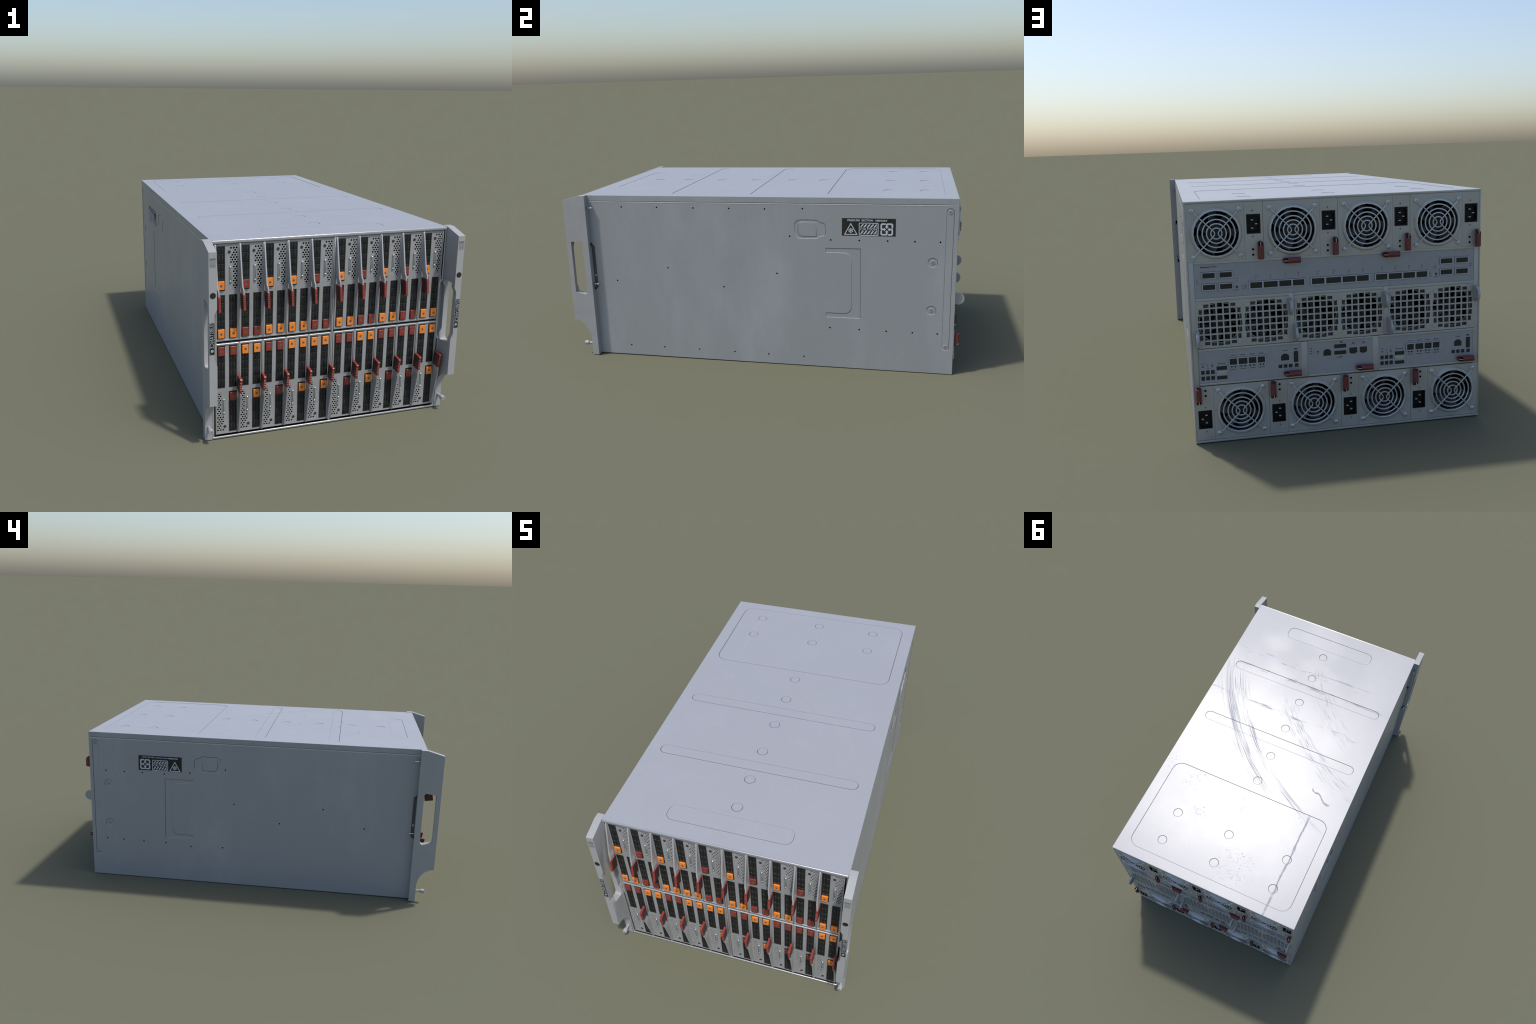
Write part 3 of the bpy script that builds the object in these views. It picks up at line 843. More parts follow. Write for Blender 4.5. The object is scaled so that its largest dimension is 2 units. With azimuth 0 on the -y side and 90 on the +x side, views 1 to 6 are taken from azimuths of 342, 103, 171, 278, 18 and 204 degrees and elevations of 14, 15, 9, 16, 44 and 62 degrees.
# ribbed red grip, tilted outwards at its free end
def grip():
    top_f, bot_f, bot_b, top_b = Vector((-0.9578, 0.6445)), Vector((-0.9668, 0.5795)), Vector((-0.9225, 0.5735)), Vector((-0.9125, 0.6405))
    pts = [tuple(top_b), tuple(bot_b), tuple(bot_b.lerp(bot_f, 0.93)), tuple(bot_f + Vector((0, 0.0025)))]
    d = (top_f - bot_f)
    nrm = Vector((-d.y, d.x)).normalized()
    if nrm.x > 0:
        nrm = -nrm
    for k in range(5):
        a = 0.20 + 0.13 * k
        q = bot_f + d * a
        pts += [tuple(q), tuple(q + nrm * 0.0 + d.normalized() * 0.0008 - nrm * 0.0012), tuple(q + d.normalized() * 0.0026 - nrm * 0.0012), tuple(q + d.normalized() * 0.0034)]
    pts += [tuple(top_f - Vector((0, 0.0022))), tuple(top_f.lerp(top_b, 0.06) + Vector((0, 0.0002)))]
    pts = [(a, zl(b)) for a, b in pts]
    p = Part()
    ins = offset_poly(pts, 0.0011)
    f = MAP['S']
    u0, u1 = -0.0500, -0.0392
    p.loft([[f(a, b, u0) for a, b in ins], [f(a, b, u0 + 0.0011) for a, b in pts], [f(a, b, u1 - 0.0011) for a, b in pts], [f(a, b, u1) for a, b in ins]], M_GRIP)
    sm = offset_poly([(a, b) for a, b in ((top_b.x, zl(top_b.y)), (bot_b.x, zl(bot_b.y)), (bot_f.x, zl(bot_f.y)), (top_f.x, zl(top_f.y)))], 0.0032)
    p.prism(sm, u0 - 0.0004, u1 + 0.0004, 'S', M_GRIPSIDE, cham=0.0003)
    return p.mesh("lever_grip", 30)
grip_mesh = grip()

# zinc pull bar with two round-headed screws in a dished slot
p = Part()
out = rrect(0.0090, 0.0204, zl(0.6815), zl(0.7550), 0.0056, 6)
f = MAP['F']
p.prism(offset_poly(out, -0.0009), -0.9050, -0.9063, 'F', M_BADGE2)
p.loft([[f(u, v, -0.9055) for u, v in out], [f(u, v, -0.9070) for u, v in out], [f(u, v, -0.9076) for u, v in offset_poly(out, 0.0012)]], M_PULL)
p.box(0.0112, 0.0184, -0.9100, -0.907, zl(0.6900), zl(0.7470), M_PULL, 0.0010)
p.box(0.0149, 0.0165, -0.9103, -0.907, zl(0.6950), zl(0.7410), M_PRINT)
p.dome(0.0147, zl(0.7478), 0.0050, -0.9075, -0.0050, 'F', M_ZINC)
p.dome(0.0147, zl(0.6888), 0.0050, -0.9075, -0.0050, 'F', M_ZINC)
pull_mesh = p.mesh("pull_bar")

p = Part()
p.cyl(0.0100, zl(0.8118), 0.0064, -0.905, -0.9076, 'F', M_BROWN, 18, cham=0.0006)
button_mesh = p.mesh("status_button")

COLS = [sgn * (0.0568 + 0.1032 * k) for sgn, k in [(-1, 4), (-1, 3), (-1, 2), (-1, 1), (-1, 0), (1, 0), (1, 1), (1, 2), (1, 3), (1, 4)]]
UPPER = "OROOROROR" + "O"
LOWER = "RORO" + "OROR" + "RO"
for r_i, colours in enumerate((UPPER, LOWER)):
    for c_i, xc in enumerate(COLS):
        rot = (0, math.pi if r_i else 0, 0)
        blade = put("server_blade", face_mesh, None, (xc, 0, ZC), rot)
        for k in BAYS:
            put("drive_carrier", drive_meshes[k], blade)
            put("drive_latch", latch_meshes[(k, colours[c_i])], blade)
        put("lever_arm", lever_mesh, blade)
        put("lever_grip", grip_mesh, blade)
        put("pull_bar", pull_mesh, blade)
        put("status_button", button_mesh, blade)

# ------------------------------------------------------------------ rear
# rear frame: rim, side columns, ledges between the rows, dividers
p = Part()
p.box(-0.5343, 0.5343, 0.948, 0.9575, 0.8535, ZT - 0.0004, M_REAR, 0.0012)
p.box(-0.5343, 0.5343, 0.948, 0.9575, 0.0004, 0.0078, M_REAR, 0.0012)
for s in (-1, 1):
    p.box(s * 0.5297, s * 0.5340, 0.948, 0.9572, 0.0070, 0.8545, M_REAR, 0.0008)
    p.box(s * 0.5112, s * 0.5292, 0.940, 0.9552, 0.2090, 0.6528, M_REAR, 0.0006)
    p.box(s * 0.1648, s * 0.1830, 0.940, 0.9545, 0.3465, 0.5252, M_REAR, 0.0006)
    p.box(s * 0.1212, s * 0.1440, 0.940, 0.9550, 0.2125, 0.3434, M_REAR, 0.0006)
p.box(-0.5104, 0.5104, 0.940, 0.9562, 0.6448, 0.6528, M_REAR, 0.0008)
for a, b in ((0.1446, 0.5104), (-0.1206, 0.1206), (-0.5104, -0.1446)):
    p.box(a, b, 0.940, 0.9562, 0.3368, 0.3442, M_REAR, 0.0008)
    p.box(a, b, 0.940, 0.9562, 0.2122, 0.2196, M_REAR, 0.0008)
put("rear_frame", p.mesh("rear_frame"))
p = Part()
fan_xz = [(s * (0.4275 - 0.2651 * k), 0.7498) if s > 0 else (-(0.4275 - 0.2651 * k), 0.862 - 0.7498) for s in (1, -1) for k in range(4)]
grid_x = (0.4288, 0.2648, 0.0818, -0.0818, -0.2648, -0.4288)
p.plate([rect(-0.533, 0.533, 0.003, 0.858)] + [ngon(x, z, 0.0800, 24) for x, z in fan_xz] + [rect(x - 0.0805, x + 0.0805, 0.3505, 0.5115) for x in grid_x],
        0.938, 0.9415, 'F', M_FRAME)
put("rear_backing", p.mesh("rear_backing"))

# --- power supplies (local x about module centre, local z about module centre)
MW, MH = 0.1321, 0.0998
FX, FZ = 0.0297, -0.0032
IX0, IX1, IZ0, IZ1 = -0.1234, -0.0750, -0.0110, 0.0565
p = Part()
fan_part = [(-0.0665, -MH), (MW, -MH), (MW, MH), (-0.0665, MH)]
p.plate([fan_part, ngon(FX, FZ, 0.0800, 32)], 0.9500, 0.9555, 'F', M_REAR)
strip = rect(-MW, -0.0671, -MH, MH)
sx = -0.0961
scr2 = [ngon(sx, 0.0683, 0.0034, 10), ngon(sx, -0.0211, 0.0034, 10)]
p.plate([strip, rect(IX0, IX1, IZ0, IZ1)] + scr2, 0.9500, 0.9552, 'F', M_REAR)
for z in (0.0683, -0.0211):
    p.cyl(sx, z, 0.0038, 0.9500, 0.9543, 'F', M_BADGE, 10)
    p.cyl(sx, z, 0.0014, 0.9500, 0.9545, 'F', M_PRINT, 8)
# faceted flange round the fan opening
f = MAP['F']
def ring16(r, y, seg=16):
    return [f(FX + r * math.cos(2 * math.pi * (i + 0.5) / seg), FZ + r * math.sin(2 * math.pi * (i + 0.5) / seg), y) for i in range(seg)]
p.loft([ring16(0.0912, 0.9550), ring16(0.0862, 0.9628), ring16(0.0835, 0.9636), ring16(0.0812, 0.9632), ring16(0.0795, 0.9500)], M_REAR, caps=False)
psu_mesh = p.mesh("power_supply", 8)

p = Part()
for r in (0.0798, 0.0645, 0.0482, 0.0336, 0.0188):
    w = 0.0032 if r > 0.07 else 0.0028
    path = [(FX + r * math.cos(2 * math.pi * i / 24), 0.9625, FZ + r * math.sin(2 * math.pi * i / 24)) for i in range(24)]
    p.tube(path, w, M_WIRE, 6, closed=True)
for e in (-1, 1):
    d = 0.0800
    def q(a, y):
        return (FX + e * a, y)
    pts = []
    for v in (1, -1):
        leg = [(0.0800, 0.0797, 0.9585), (0.0735, 0.0725, 0.9600), (0.0685, 0.0675, 0.9668), (0.0115, 0.0105, 0.9672), (0.0064, 0.0038, 0.9672)]
        leg = [(FX + e * a, y, FZ + v * b) for a, b, y in leg]
        pts += leg if v == 1 else list(reversed(leg))
    p.tube(pts, 0.0021, M_WIRE, 7)
guard_mesh = p.mesh("fan_guard")

p = Part()
for a in (-1, 1):
    for b in (-1, 1):
        cx, cz = FX + a * 0.0803, FZ + b * 0.0797
        p.cyl(cx, cz, 0.0088, 0.9545, 0.9585, 'F', M_WIRE, 18)
        p.dome(cx, cz, 0.0088, 0.9585, 0.0042, 'F', M_WIRE)
        t = R(35 + 20 * a * b)
        c, n = math.cos(t), math.sin(t)
        p.prism([(cx + c * .005 - n * .0008, cz + n * .005 + c * .0008), (cx - c * .005 - n * .0008, cz - n * .005 + c * .0008),
                 (cx - c * .005 + n * .0008, cz - n * .005 - c * .0008), (cx + c * .005 + n * .0008, cz + n * .005 - c * .0008)], 0.958, 0.9626, 'F', M_BADGE2)
guard_screw_mesh = p.mesh("guard_screw")

def rotor(cx, cz, rad, hub, blades, y0, y1, twist, name):
    p = Part()
    p.cyl(cx, cz, hub, y0 - 0.005, y1 + 0.001, 'F', M_FAN, 24, cham=0.002)
    for k in range(blades):
        a0 = 2 * math.pi * k / blades
        front, back = [], []
        for i in range(6):
            r = hub * 0.9 + (rad - hub * 0.9) * i / 5
            sweep = 0.35 * (i / 5)
            a = a0 + sweep
            b = a + twist * (1.0 - 0.25 * i / 5)
            front.append(Vector((cx + r * math.cos(a), y1, cz + r * math.sin(a))))
            back.append(Vector((cx + r * math.cos(b), y0, cz + r * math.sin(b))))
        off = Vector((0, -0.0015, 0))
        p.loft([[front[i], back[i], back[i] + off, front[i] + off] for i in range(6)], M_BLADE)
    return p.mesh(name)
psu_rotor = rotor(FX, FZ, 0.0765, 0.032, 7, 0.915, 0.944, 0.62, "fan_rotor")
p = Part()
def tubewall(p, cx, cz, r, y0, y1, mat, seg=32):
    p.loft([ [f(cx + r * math.cos(2 * math.pi * i / seg), cz + r * math.sin(2 * math.pi * i / seg), y) for i in range(seg)] for y in (y0, y1)], mat, caps=False)
tubewall(p, FX, FZ, 0.0798, 0.896, 0.9545, M_FAN)
psu_duct = p.mesh("fan_duct")

# mains inlet
p = Part()
inner = [(IX0 + 0.005, IZ0 + 0.004), (IX1 - 0.005, IZ0 + 0.004), (IX1 - 0.005, IZ1 - 0.004), (IX0 + 0.005, IZ1 - 0.004)]
ch = 0.008
inner = [(IX0 + 0.0045 + ch, IZ0 + 0.004), (IX1 - 0.0045, IZ0 + 0.004), (IX1 - 0.0045, IZ1 - 0.004), (IX0 + 0.0045 + ch, IZ1 - 0.004), (IX0 + 0.0045, IZ1 - 0.004 - ch), (IX0 + 0.0045, IZ0 + 0.004 + ch)]
p.plate([rect(IX0, IX1, IZ0, IZ1), inner], 0.9440, 0.9562, 'F', M_INLET)
p.box(IX0, IX1, 0.930, 0.9445, IZ0, IZ1, M_INLET)
inlet_mesh = p.mesh("mains_inlet")
p = Part()
for x, z in ((-0.0948, 0.0361), (-0.1088, 0.0222), (-0.0948, 0.0078)):
    p.box(x - 0.0040, x + 0.0040, 0.944, 0.9545, z - 0.0016, z + 0.0016, M_WIRE, 0.0005)
pin_mesh = p.mesh("inlet_pin")
p = Part()
for z in (-0.0652, -0.0843):
    p.cyl(-0.0943, z, 0.0058, 0.9545, 0.9560, 'F', M_REAR, 16, cham=0.0008)
    p.cyl(-0.0943, z, 0.0040, 0.9550, 0.9563, 'F', M_BLACK, 14)
led_mesh = p.mesh("indicator_hole")

# red sleeve over a folded steel strip, used as pull handle all over the rear
def sleeve(L, name):
    """Axis along local x, centred, standing on the y = 0 face."""
    p = Part()
    seg = 18
    ax, ay = 0.0104, 0.0120
    cy = 0.0185
    def ell(kx, x, skew=0.0):
        out = []
        for i in range(seg):
            a = 2 * math.pi * i / seg
            yy = math.sin(a)
            out.append(Vector((x + skew * yy + (abs(skew) if x < 0 else 0.0), cy + ay * kx * yy, ax * kx * math.cos(a))))
        return out
    h = L / 2
    p.loft([ell(0.76, -h + 0.014, 0.0095), ell(0.80, -h, 0.0095), ell(1.0, -h + 0.0005, 0.0095), ell(1.0, h - 0.0005, -0.002), ell(0.74, h, -0.002), ell(0.72, h - 0.012, -0.002)], M_TUBE, caps=False)
    q = Part()
    p.box(-h + 0.004, h - 0.003, cy - 0.0085, cy + 0.0085, -0.0012, 0.0012, M_ZINC)
    p.box(-h + 0.004, -h + 0.0075, -0.002, cy - 0.004, -0.0012, 0.0012, M_ZINC)
    p.box(h - 0.0075, h - 0.004, -0.002, cy - 0.004, -0.0012, 0.0012, M_ZINC)
    q.bm.free()
    return p.mesh(name)
sleeve_mesh = sleeve(0.0640, "pull_sleeve")

for half in (0, 1):
    for k in range(4):
        cx = 0.3978 - 0.2652 * k
        loc = (cx, 0, 0.7530) if not half else (-cx, 0, 0.862 - 0.7530)
        rot = (0, math.pi if half else 0, 0)
        psu = put("power_supply", psu_mesh, None, loc, rot)
        put("fan_guard", guard_mesh, psu)
        put("guard_screw", guard_screw_mesh, psu)
        put("fan_rotor", psu_rotor, psu, rot=(0, 0, 0))
        put("fan_duct", psu_duct, psu)
        put("mains_inlet", inlet_mesh, psu)
        put("inlet_pin", pin_mesh, psu)
        put("indicator_hole", led_mesh, psu)
        put("pull_sleeve", sleeve_mesh, psu, (-0.1188, 0.9550, -0.0675), (0, R(90), 0))

# --- fan trays with square grilles
GH = 0.0755
def grille_cells(cx):
    cells = []
    pitch, w = 0.0233, 0.0178
    for i in range(-3, 4):
        for j in range(-3, 4):
            if abs(i) == 3 and abs(j) == 3:
                continue
            u0, u1 = i * pitch - w / 2, i * pitch + w / 2
            v0, v1 = j * pitch - w / 2, j * pitch + w / 2
            bu = math.sqrt(max(0, 0.0772 ** 2 - (j * pitch * 0.55) ** 2))
            bv = math.sqrt(max(0, 0.0772 ** 2 - (i * pitch * 0.55) ** 2))
            u0, u1 = max(u0, -bu), min(u1, bu)
            v0, v1 = max(v0, -bv), min(v1, bv)
            cells.append(rect(cx + u0, cx + u1, v0, v1))
    return cells
p = Part()
TW = 0.1640
p.plate([rect(-TW, TW, -0.0845, 0.0835)] + grille_cells(0.0818) + grille_cells(-0.0818), 0.9528, 0.9555, 'F', M_REAR)
p.box(-TW, TW, 0.945, 0.9558, 0.0841, 0.0945, M_REAR, 0.0006)
for c in (-0.0818, 0.0818):
    for a in (-1, 1):
        for b in (-1, 1):
            p.cyl(c + a * 0.0659, b * 0.0647, 0.0100, 0.9550, 0.9578, 'F', M_REAR, 22, cham=0.0005)
tray_mesh = p.mesh("fan_tray")

p = Part()
for c in (-0.0818, 0.0818):
    fr = [rect(c - 0.080, c + 0.080, -0.080, 0.080), ngon(c, 0.001, 0.0725, 16)]
    p.plate(fr, 0.9360, 0.9400, 'F', M_FRAME)
    path = [(c + 0.0730 * math.cos(2 * math.pi * i / 16), 0.9406, 0.001 + 0.0730 * math.sin(2 * math.pi * i / 16)) for i in range(16)]
    p.tube(path, 0.0012, M_WIRE, 6, closed=True)
    tubewall(p, c, 0.001, 0.0735, 0.897, 0.938, M_FAN)
frame_mesh = p.mesh("fan_shroud")
tray_rotors = [rotor(c, 0, 0.0705, 0.027, 7, 0.908, 0.9345, 0.60, "fan_rotor") for c in (-0.0818, 0.0818)]

# thumb tab: bent bracket with a dished half-round finger plate standing out from the tray
def tab():
    p = Part()
    t = 0.0042
    prof = [(0.9540, -0.0300), (0.9600, -0.0300), (0.9640, -0.0285)] + arc(0.9745, 0.0, 0.0255, 0.0285, -90, 90, 14) + [(0.9640, 0.0285), (0.9600, 0.0300), (0.9540, 0.0300)]
    inn = [(0.9640, -0.0190)] + arc(0.9735, 0.0, 0.0165, 0.0190, -90, 90, 12) + [(0.9640, 0.0190)]
    p.plate([prof, inn], -t, t, 'S', M_TAB)
    p.prism(offset_poly(inn, -0.0003), -t * 0.35, t * 0.35, 'S', M_TAB)
    p.box(-0.0085, t, 0.9550, 0.9572, -0.0300, 0.0300, M_TAB, 0.0006)
    return p.mesh("thumb_tab")
tab_mesh = tab()

for cx, w in ((0.3468, 1), (0.0, 1), (-0.3468, 1)):
    tray = put("fan_tray", tray_mesh, None, (cx, 0, 0.431))
    put("fan_shroud", frame_mesh, tray)
    for m in tray_rotors:
        put("fan_rotor", m, tray)
    put("thumb_tab", tab_mesh, tray, (-0.1655, 0, 0.0480))
    put("thumb_tab", tab_mesh, tray, (0.1640, 0, -0.0500))

# --- sockets on the I/O panels
def cage(p, u0, u1, z0, z1, slots, y, rim=0.0022):
    """Bright metal cage of one or more sockets standing slightly proud of the panel."""
    u0, u1 = min(u0, u1), max(u0, u1)
    holes = [rect(a, b, z0 + rim * 1.6, z1 - rim * 1.6) for a, b in slots]
    p.plate([rect(u0, u1, z0, z1)] + holes, y - 0.001, y + 0.0030, 'F', M_CAGE)
    p.box(u0 + 0.001, u1 - 0.001, y - 0.001, y + 0.0003, z0 + 0.001, z1 - 0.001, M_PORT)
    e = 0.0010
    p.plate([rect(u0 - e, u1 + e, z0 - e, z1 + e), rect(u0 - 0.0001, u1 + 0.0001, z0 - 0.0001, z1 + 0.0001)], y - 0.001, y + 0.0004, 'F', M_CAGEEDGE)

def opening(p, pts, y, d=0.006, mat=None):
    """Dark socket: blind pocket drawn as a sunk floor with a thin lip."""
    p.plate([offset_poly(pts, -0.0007), pts], y - 0.001, y + 0.0006, 'F', M_BLUE)
    p.prism(pts, y - 0.001, y + 0.00025, 'F', mat or M_PORT)

YP = 0.9538   # face of the I/O panels
def rear_sheet(part, x, z, h=0.0002):
    return Sheet(part, (x, YP, z), (-1, 0, 0), (0, 0, 1), h)

def scribble(sh, a, b, w, h, mat=M_PRINT, seed=0):
    """Line of print too small to read: a row of tiny uneven bars."""
    rnd = random.Random(seed)
    x = a - w / 2
    while x < a + w / 2:
        d = h * rnd.uniform(0.35, 0.7)
        hh = h * rnd.uniform(0.6, 1.0)
        sh.poly([(x, b - h / 2), (x + d, b - h / 2), (x + d, b - h / 2 + hh), (x, b - h / 2 + hh)], mat)
        x += d + h * 0.22

# switch panel
p = Part()
p.box(-0.5106, 0.5106, 0.945, YP, 0.5262, 0.6442, M_BLUE)
panel = put("switch_panel", p.mesh("switch_panel"))
p = Part()
for a, b in ((0.4857, 0.4360), (0.4270, 0.3768), (-0.3777, -0.4301), (-0.4372, -0.4905)):
    for z0, z1 in ((0.5921, 0.6168), (0.5512, 0.5758)):
        lo, hi = min(a, b), max(a, b)
        cage(p, lo, hi, z0, z1, [(lo + 0.0040, hi - 0.0040)], YP)
banks = [(0.3240, 0.1212, [(0.3179, 0.2762), (0.2709, 0.2212), (0.2155, 0.1725), (0.1668, 0.1261)]),
         (0.1041, -0.1170, [(0.0985, 0.0534), (0.0469, -0.0075), (-0.0131, -0.0610), (-0.0657, -0.1096)]),
         (-0.1319, -0.3359, [(-0.1368, -0.1789), (-0.1846, -0.2333), (-0.2391, -0.2834), (-0.2891, -0.3300)])]
for a, b, sl in banks:
    cage(p, a, b, 0.5468, 0.5748, [(min(c, d), max(c, d)) for c, d in sl], YP)
put("socket_cage", p.mesh("socket_cage"), panel)["kind"] = "stuff"
p = Part()
sh = rear_sheet(p, 0.0, 0.0)
num = 5
for a, b, sl in banks:
    for c, d in sl:
        m = -(c + d) / 2
        sh.text(str(num), m + 0.0008, 0.5945, 0.0082, M_PRINT)
        sh.poly(ngon(m, 0.5862, 0.0019, 8), M_PRINT)
        num += 1
for x, z, tx in ((-0.4994, 0.5886, "1"), (-0.4994, 0.5795, "2"), (-0.3655, 0.5880, "3"), (-0.3655, 0.5795, "4"),
                 (0.3600, 0.5886, "17"), (0.3600, 0.5815, "18")):
    sh.poly(ngon(x - (0.004 if x < -0.4 or x > 0 else -0.004), z, 0.0014, 6), M_PRINT)
    sh.text(tx, x + (0.0015 if x < -0.4 or x > 0 else -0.0015), z, 0.0065, M_PRINT)
for x, z, tx in ((0.4955, 0.5890, "19"), (0.4955, 0.5815, "20")):
    sh.text(tx, x, z, 0.0065, M_PRINT)
    sh.poly(ngon(x + 0.0062, z, 0.0013, 6), M_PRINT)
for e in (-1, 1):
    sh.poly(ngon(e * 0.3646, 0.5586, 0.0042, 14), M_PRINT)
    scribble(sh, e * 0.3646, 0.5480, 0.0130, 0.0022, seed=3)
    d = -e
    sh.poly(ngon(e * 0.3646 + d * 0.0195, 0.5612, 0.0018, 8), M_PRINT)
    sh.poly(ngon(e * 0.3646 + d * 0.0195, 0.5522, 0.0018, 8), M_PRINT)
    sh.stroke(ngon(e * 0.3646 + d * 0.0290, 0.5616, 0.0042, 12), 0.0008, M_PRINT, closed=True)
    cx = e * 0.3646 + d * 0.0290
    sh.stroke([(cx - 0.0042, 0.5490), (cx - 0.0010, 0.5550), (cx - 0.0010, 0.5570), (cx + 0.0010, 0.5570), (cx + 0.0010, 0.5550), (cx + 0.0042, 0.5490)], 0.0009, M_PRINT)
scribble(sh, -0.4720, 0.6345, 0.0330, 0.0040, seed=5)
scribble(sh, -0.4420, 0.6348, 0.0200, 0.0028, seed=6)
put("panel_print", p.mesh("panel_print"), panel)["kind"] = "stuff"
for x in (0.1712, -0.1885):
    put("pull_sleeve", sleeve_mesh, panel, (x, 0.9550, 0.6440), (0, R(180), 0))

# management modules left and right, and the centre module
def rj45(p, u0, u1, z0, z1, up):
    u0, u1 = min(u0, u1), max(u0, u1)
    c, w = (u0 + u1) / 2, u1 - u0
    h = 0.0075 if up else -0.0045
    if up:
        pts = [(u0, z0), (u1, z0), (u1, z1), (c + w * 0.27, z1 + h * 0.75), (c + w * 0.18, z1 + h), (c - w * 0.18, z1 + h), (c - w * 0.27, z1 + h * 0.75), (u0, z1)]
    else:
        pts = [(u0, z0 - h), (c - w * 0.22, z0), (c + w * 0.22, z0), (u1, z0 - h), (u1, z1), (u0, z1)]
    p.plate([rect(u0 - 0.0045, u1 + 0.0045, z0 - 0.005, z1 + 0.010), pts], YP - 0.001, YP + 0.0006, 'F', M_BLUE)
    p.prism(pts, YP - 0.001, YP + 0.0002, 'F', M_PORT)

def management(dx):
    p = Part()
    a, b = dx - 0.1446, dx + 0.2236 - 0.0006
    p.box(dx - 0.1836, dx + 0.1832, 0.945, YP, 0.2202, 0.3362, M_BLUE)
    mod = put("management_module", p.mesh("management_module"))
    o = dx - 0.3269           # features were laid out on the left module
    p = Part()
    for u0, u1 in ((0.5036, 0.4909), (0.4864, 0.4735), (0.4690, 0.4558)):
        for z0, z1 in ((0.2522, 0.2666), (0.2303, 0.2452)):
            opening(p, [(x + o, z) for x, z in rrect(u0, u1, z0, z1, 0.0015, 2)], YP)
    for z0, z1 in ((0.2642, 0.2780), (0.2300, 0.2422)):
        opening(p, [(x + o, z) for x, z in rect(0.4485, 0.4122, z0, z1)], YP)
    for u in (0.2208, 0.2022, 0.1838, 0.1617):
        opening(p, [(x + o, z) for x, z in rrect(u - 0.0068, u + 0.0068, 0.2522, 0.2652, 0.0015, 2)], YP)
    opening(p, [(x + o, z) for x, z in rrect(0.1713, 0.1550, 0.2698, 0.3110, 0.002, 2)], YP)
    rj45(p, 0.2179 + o, 0.1886 + o, 0.2794, 0.2968, True)
    cage(p, 0.2716 + o, 0.4057 + o, 0.2765, 0.3057, [(min(c, d) + o, max(c, d) + o) for c, d in ((0.4016, 0.3759), (0.3701, 0.3389), (0.3342, 0.3069), (0.3022, 0.2759))], YP)
    for u in (0.3948, 0.3830, 0.3604, 0.3474, 0.3287, 0.3156, 0.2933, 0.2817):
        p.cyl(u + o, 0.2730, 0.0031, YP - 0.001, YP + 0.0016, 'F', M_PRINT, 12)
    put("socket", p.mesh("socket"), mod)["kind"] = "stuff"
    p = Part()
    p.box(0.4104 + o, 0.4489 + o, 0.950, YP + 0.0040, 0.2458, 0.2620, M_CREAM, 0.0008)
    for u in (0.4440, 0.4155):
        p.cyl(u + o, 0.2542, 0.0013, YP + 0.003, YP + 0.0044, 'F', M_PRINT, 8)
    put("cream_connector", p.mesh("cream_connector"), mod)
    p = Part()
    sh = rear_sheet(p, o, 0.0)
    for u, z, r in ((0.4960, 0.2805, 0.0030), (0.4634, 0.2812, 0.0030), (0.4800, 0.2845, 0.0018), (0.4634, 0.2880, 0.0016)):
        sh.poly(ngon(-u, z, r, 10), M_PRINT)
    scribble(sh, -0.4962, 0.2915, 0.0165, 0.0022, seed=1)
    scribble(sh, -0.4790, 0.2745, 0.0050, 0.0030, seed=2)
    scribble(sh, -0.4625, 0.2745, 0.0030, 0.0026, seed=4)
    for k, u in enumerate((0.3886, 0.3545, 0.3215, 0.2890)):
        scribble(sh, -u, 0.3140, 0.0170, 0.0022 if k < 3 else 0.0028, seed=10 + k)
        scribble(sh, -u, 0.2630, 0.0200, 0.0022, seed=20 + k)
    scribble(sh, -0.2030, 0.3165, 0.0180, 0.0018, seed=31)
    sh.poly([(-0.1690, 0.3165), (-0.1590, 0.3165), (-0.1590, 0.3212), (-0.1690, 0.3212)], M_PRINT)
    for u in (0.4425, 0.4184):
        sh.stroke([(-u, 0.2830), (-u, 0.2930)], 0.0008, M_PRINT)
    sh.stroke([(-0.4425, 0.2880), (-0.4184, 0.2880)], 0.0006, M_PRINT)
    scribble(sh, -0.4305, 0.2880, 0.0130, 0.0038, mat=M_BADGE2, seed=41)
    put("panel_print", p.mesh("panel_print"), mod)["kind"] = "stuff"
    put("pull_sleeve", sleeve_mesh, mod, (0.1795 + o, 0.9550, 0.2345), (0, R(180), 0))
management(0.3271)
management(-0.3275)

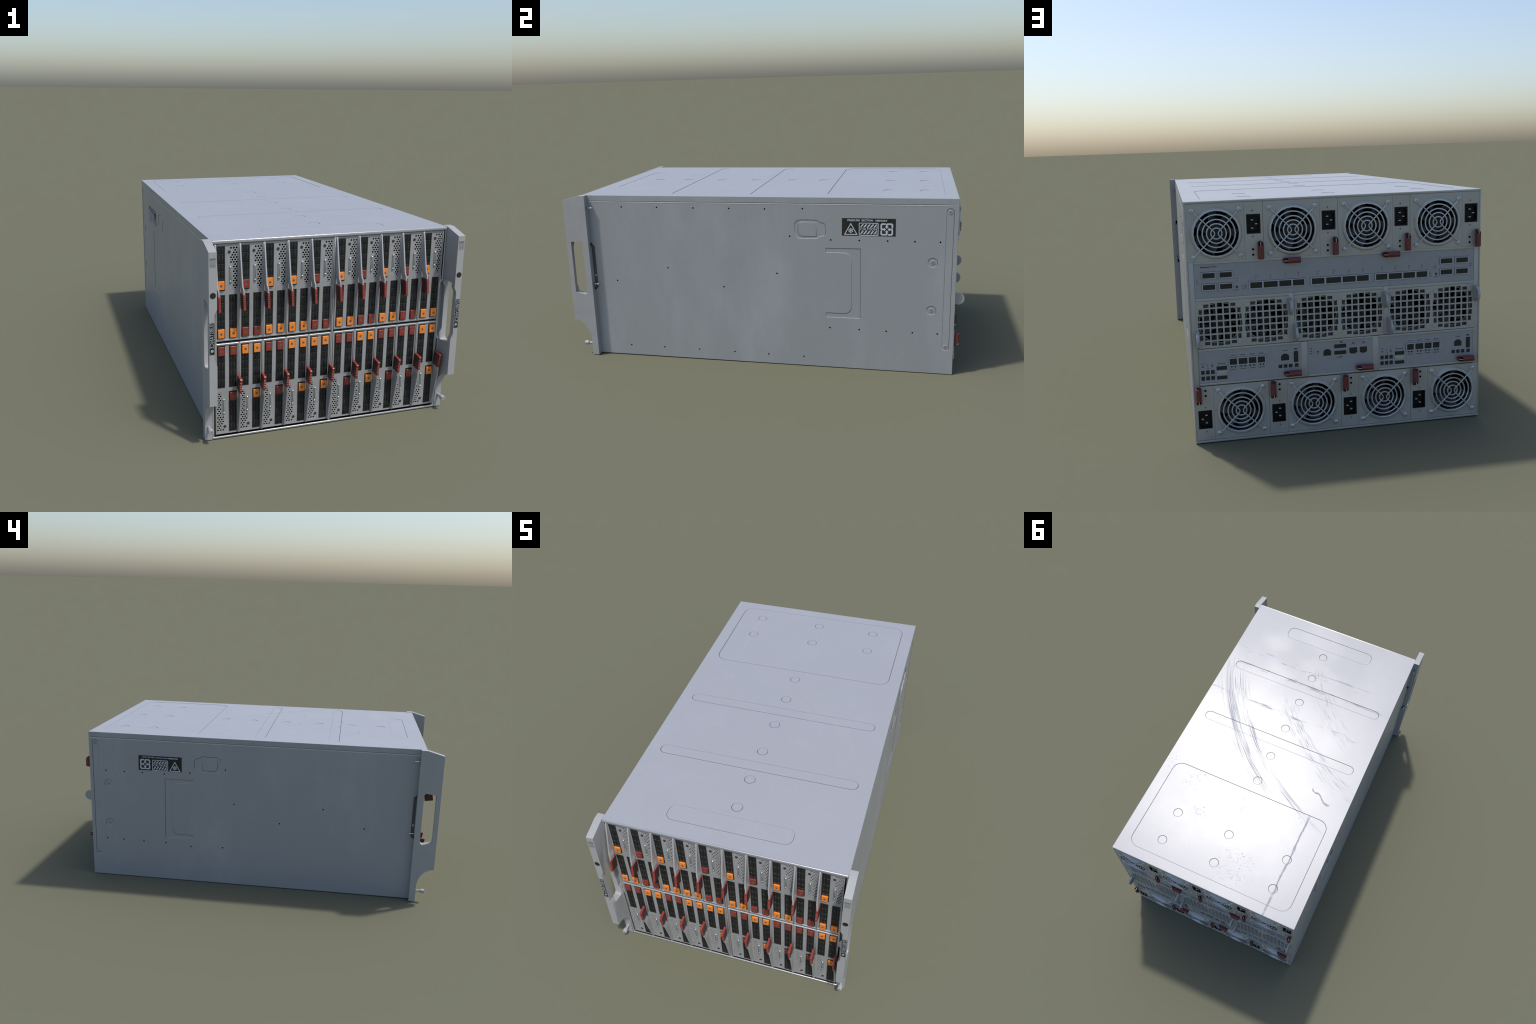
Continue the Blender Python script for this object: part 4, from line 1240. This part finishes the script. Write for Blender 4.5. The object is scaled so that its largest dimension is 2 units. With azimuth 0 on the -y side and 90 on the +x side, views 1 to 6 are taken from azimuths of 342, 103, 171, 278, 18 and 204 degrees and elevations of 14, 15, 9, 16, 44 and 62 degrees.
p = Part()
p.box(-0.1206, 0.1206, 0.945, YP, 0.2202, 0.3362, M_BLUE)
mod = put("management_module", p.mesh("management_module"))
p = Part()
rj45(p, 0.0627, 0.0337, 0.2838, 0.3010, True)
for z0, z1 in ((0.3090, 0.3232), (0.2848, 0.2990)):
    opening(p, rrect(0.0223, -0.0224, z0, z1, 0.0015, 2), YP)
rj45(p, -0.0338, -0.0636, 0.2838, 0.3068, False)
rj45(p, -0.0726, -0.1004, 0.2838, 0.3068, False)
put("socket", p.mesh("socket"), mod)["kind"] = "stuff"
p = Part()
sh = rear_sheet(p, 0, 0)
for z in (0.3148, 0.3055, 0.2961):
    sh.poly(ngon(-0.1062, z, 0.0022, 10), M_PRINT)
    sh.stroke([(-0.1170, z), (-0.1150, z - 0.002), (-0.1120, z + 0.001)], 0.0012, M_PRINT)
sh.poly(ngon(-0.0824, 0.3007, 0.0032, 12), M_PRINT)
scribble(sh, -0.0824, 0.2922, 0.0100, 0.0015, mat=M_BADGE2, seed=51)
sh.poly([(0.0000, 0.3285), (0.0085, 0.3285), (0.0085, 0.3330), (0.0000, 0.3330)], M_PRINT)
for cx in (0.0489, 0.0879):
    sh.poly([(cx - 0.0048, 0.3195), (cx - 0.0022, 0.3195), (cx - 0.0002, 0.3275), (cx - 0.0020, 0.3275)], M_PRINT)
    sh.poly([(cx + 0.0048, 0.3195), (cx + 0.0022, 0.3195), (cx + 0.0002, 0.3275), (cx + 0.0020, 0.3275)], M_PRINT)
sh.stroke([(-0.0100, 0.2740), (0.0085, 0.2760)], 0.0012, M_PRINT)
sh.poly(ngon(-0.0100, 0.2738, 0.0018, 8), M_PRINT)
sh.stroke([(-0.0050, 0.2745), (0.0000, 0.2780), (0.0040, 0.2782)], 0.0011, M_PRINT)
sh.stroke([(-0.0010, 0.2748), (0.0030, 0.2715), (0.0060, 0.2718)], 0.0011, M_PRINT)
put("panel_print", p.mesh("panel_print"), mod)["kind"] = "stuff"
put("pull_sleeve", sleeve_mesh, mod, (-0.0863, 0.9550, 0.2345), (0, R(180), 0))
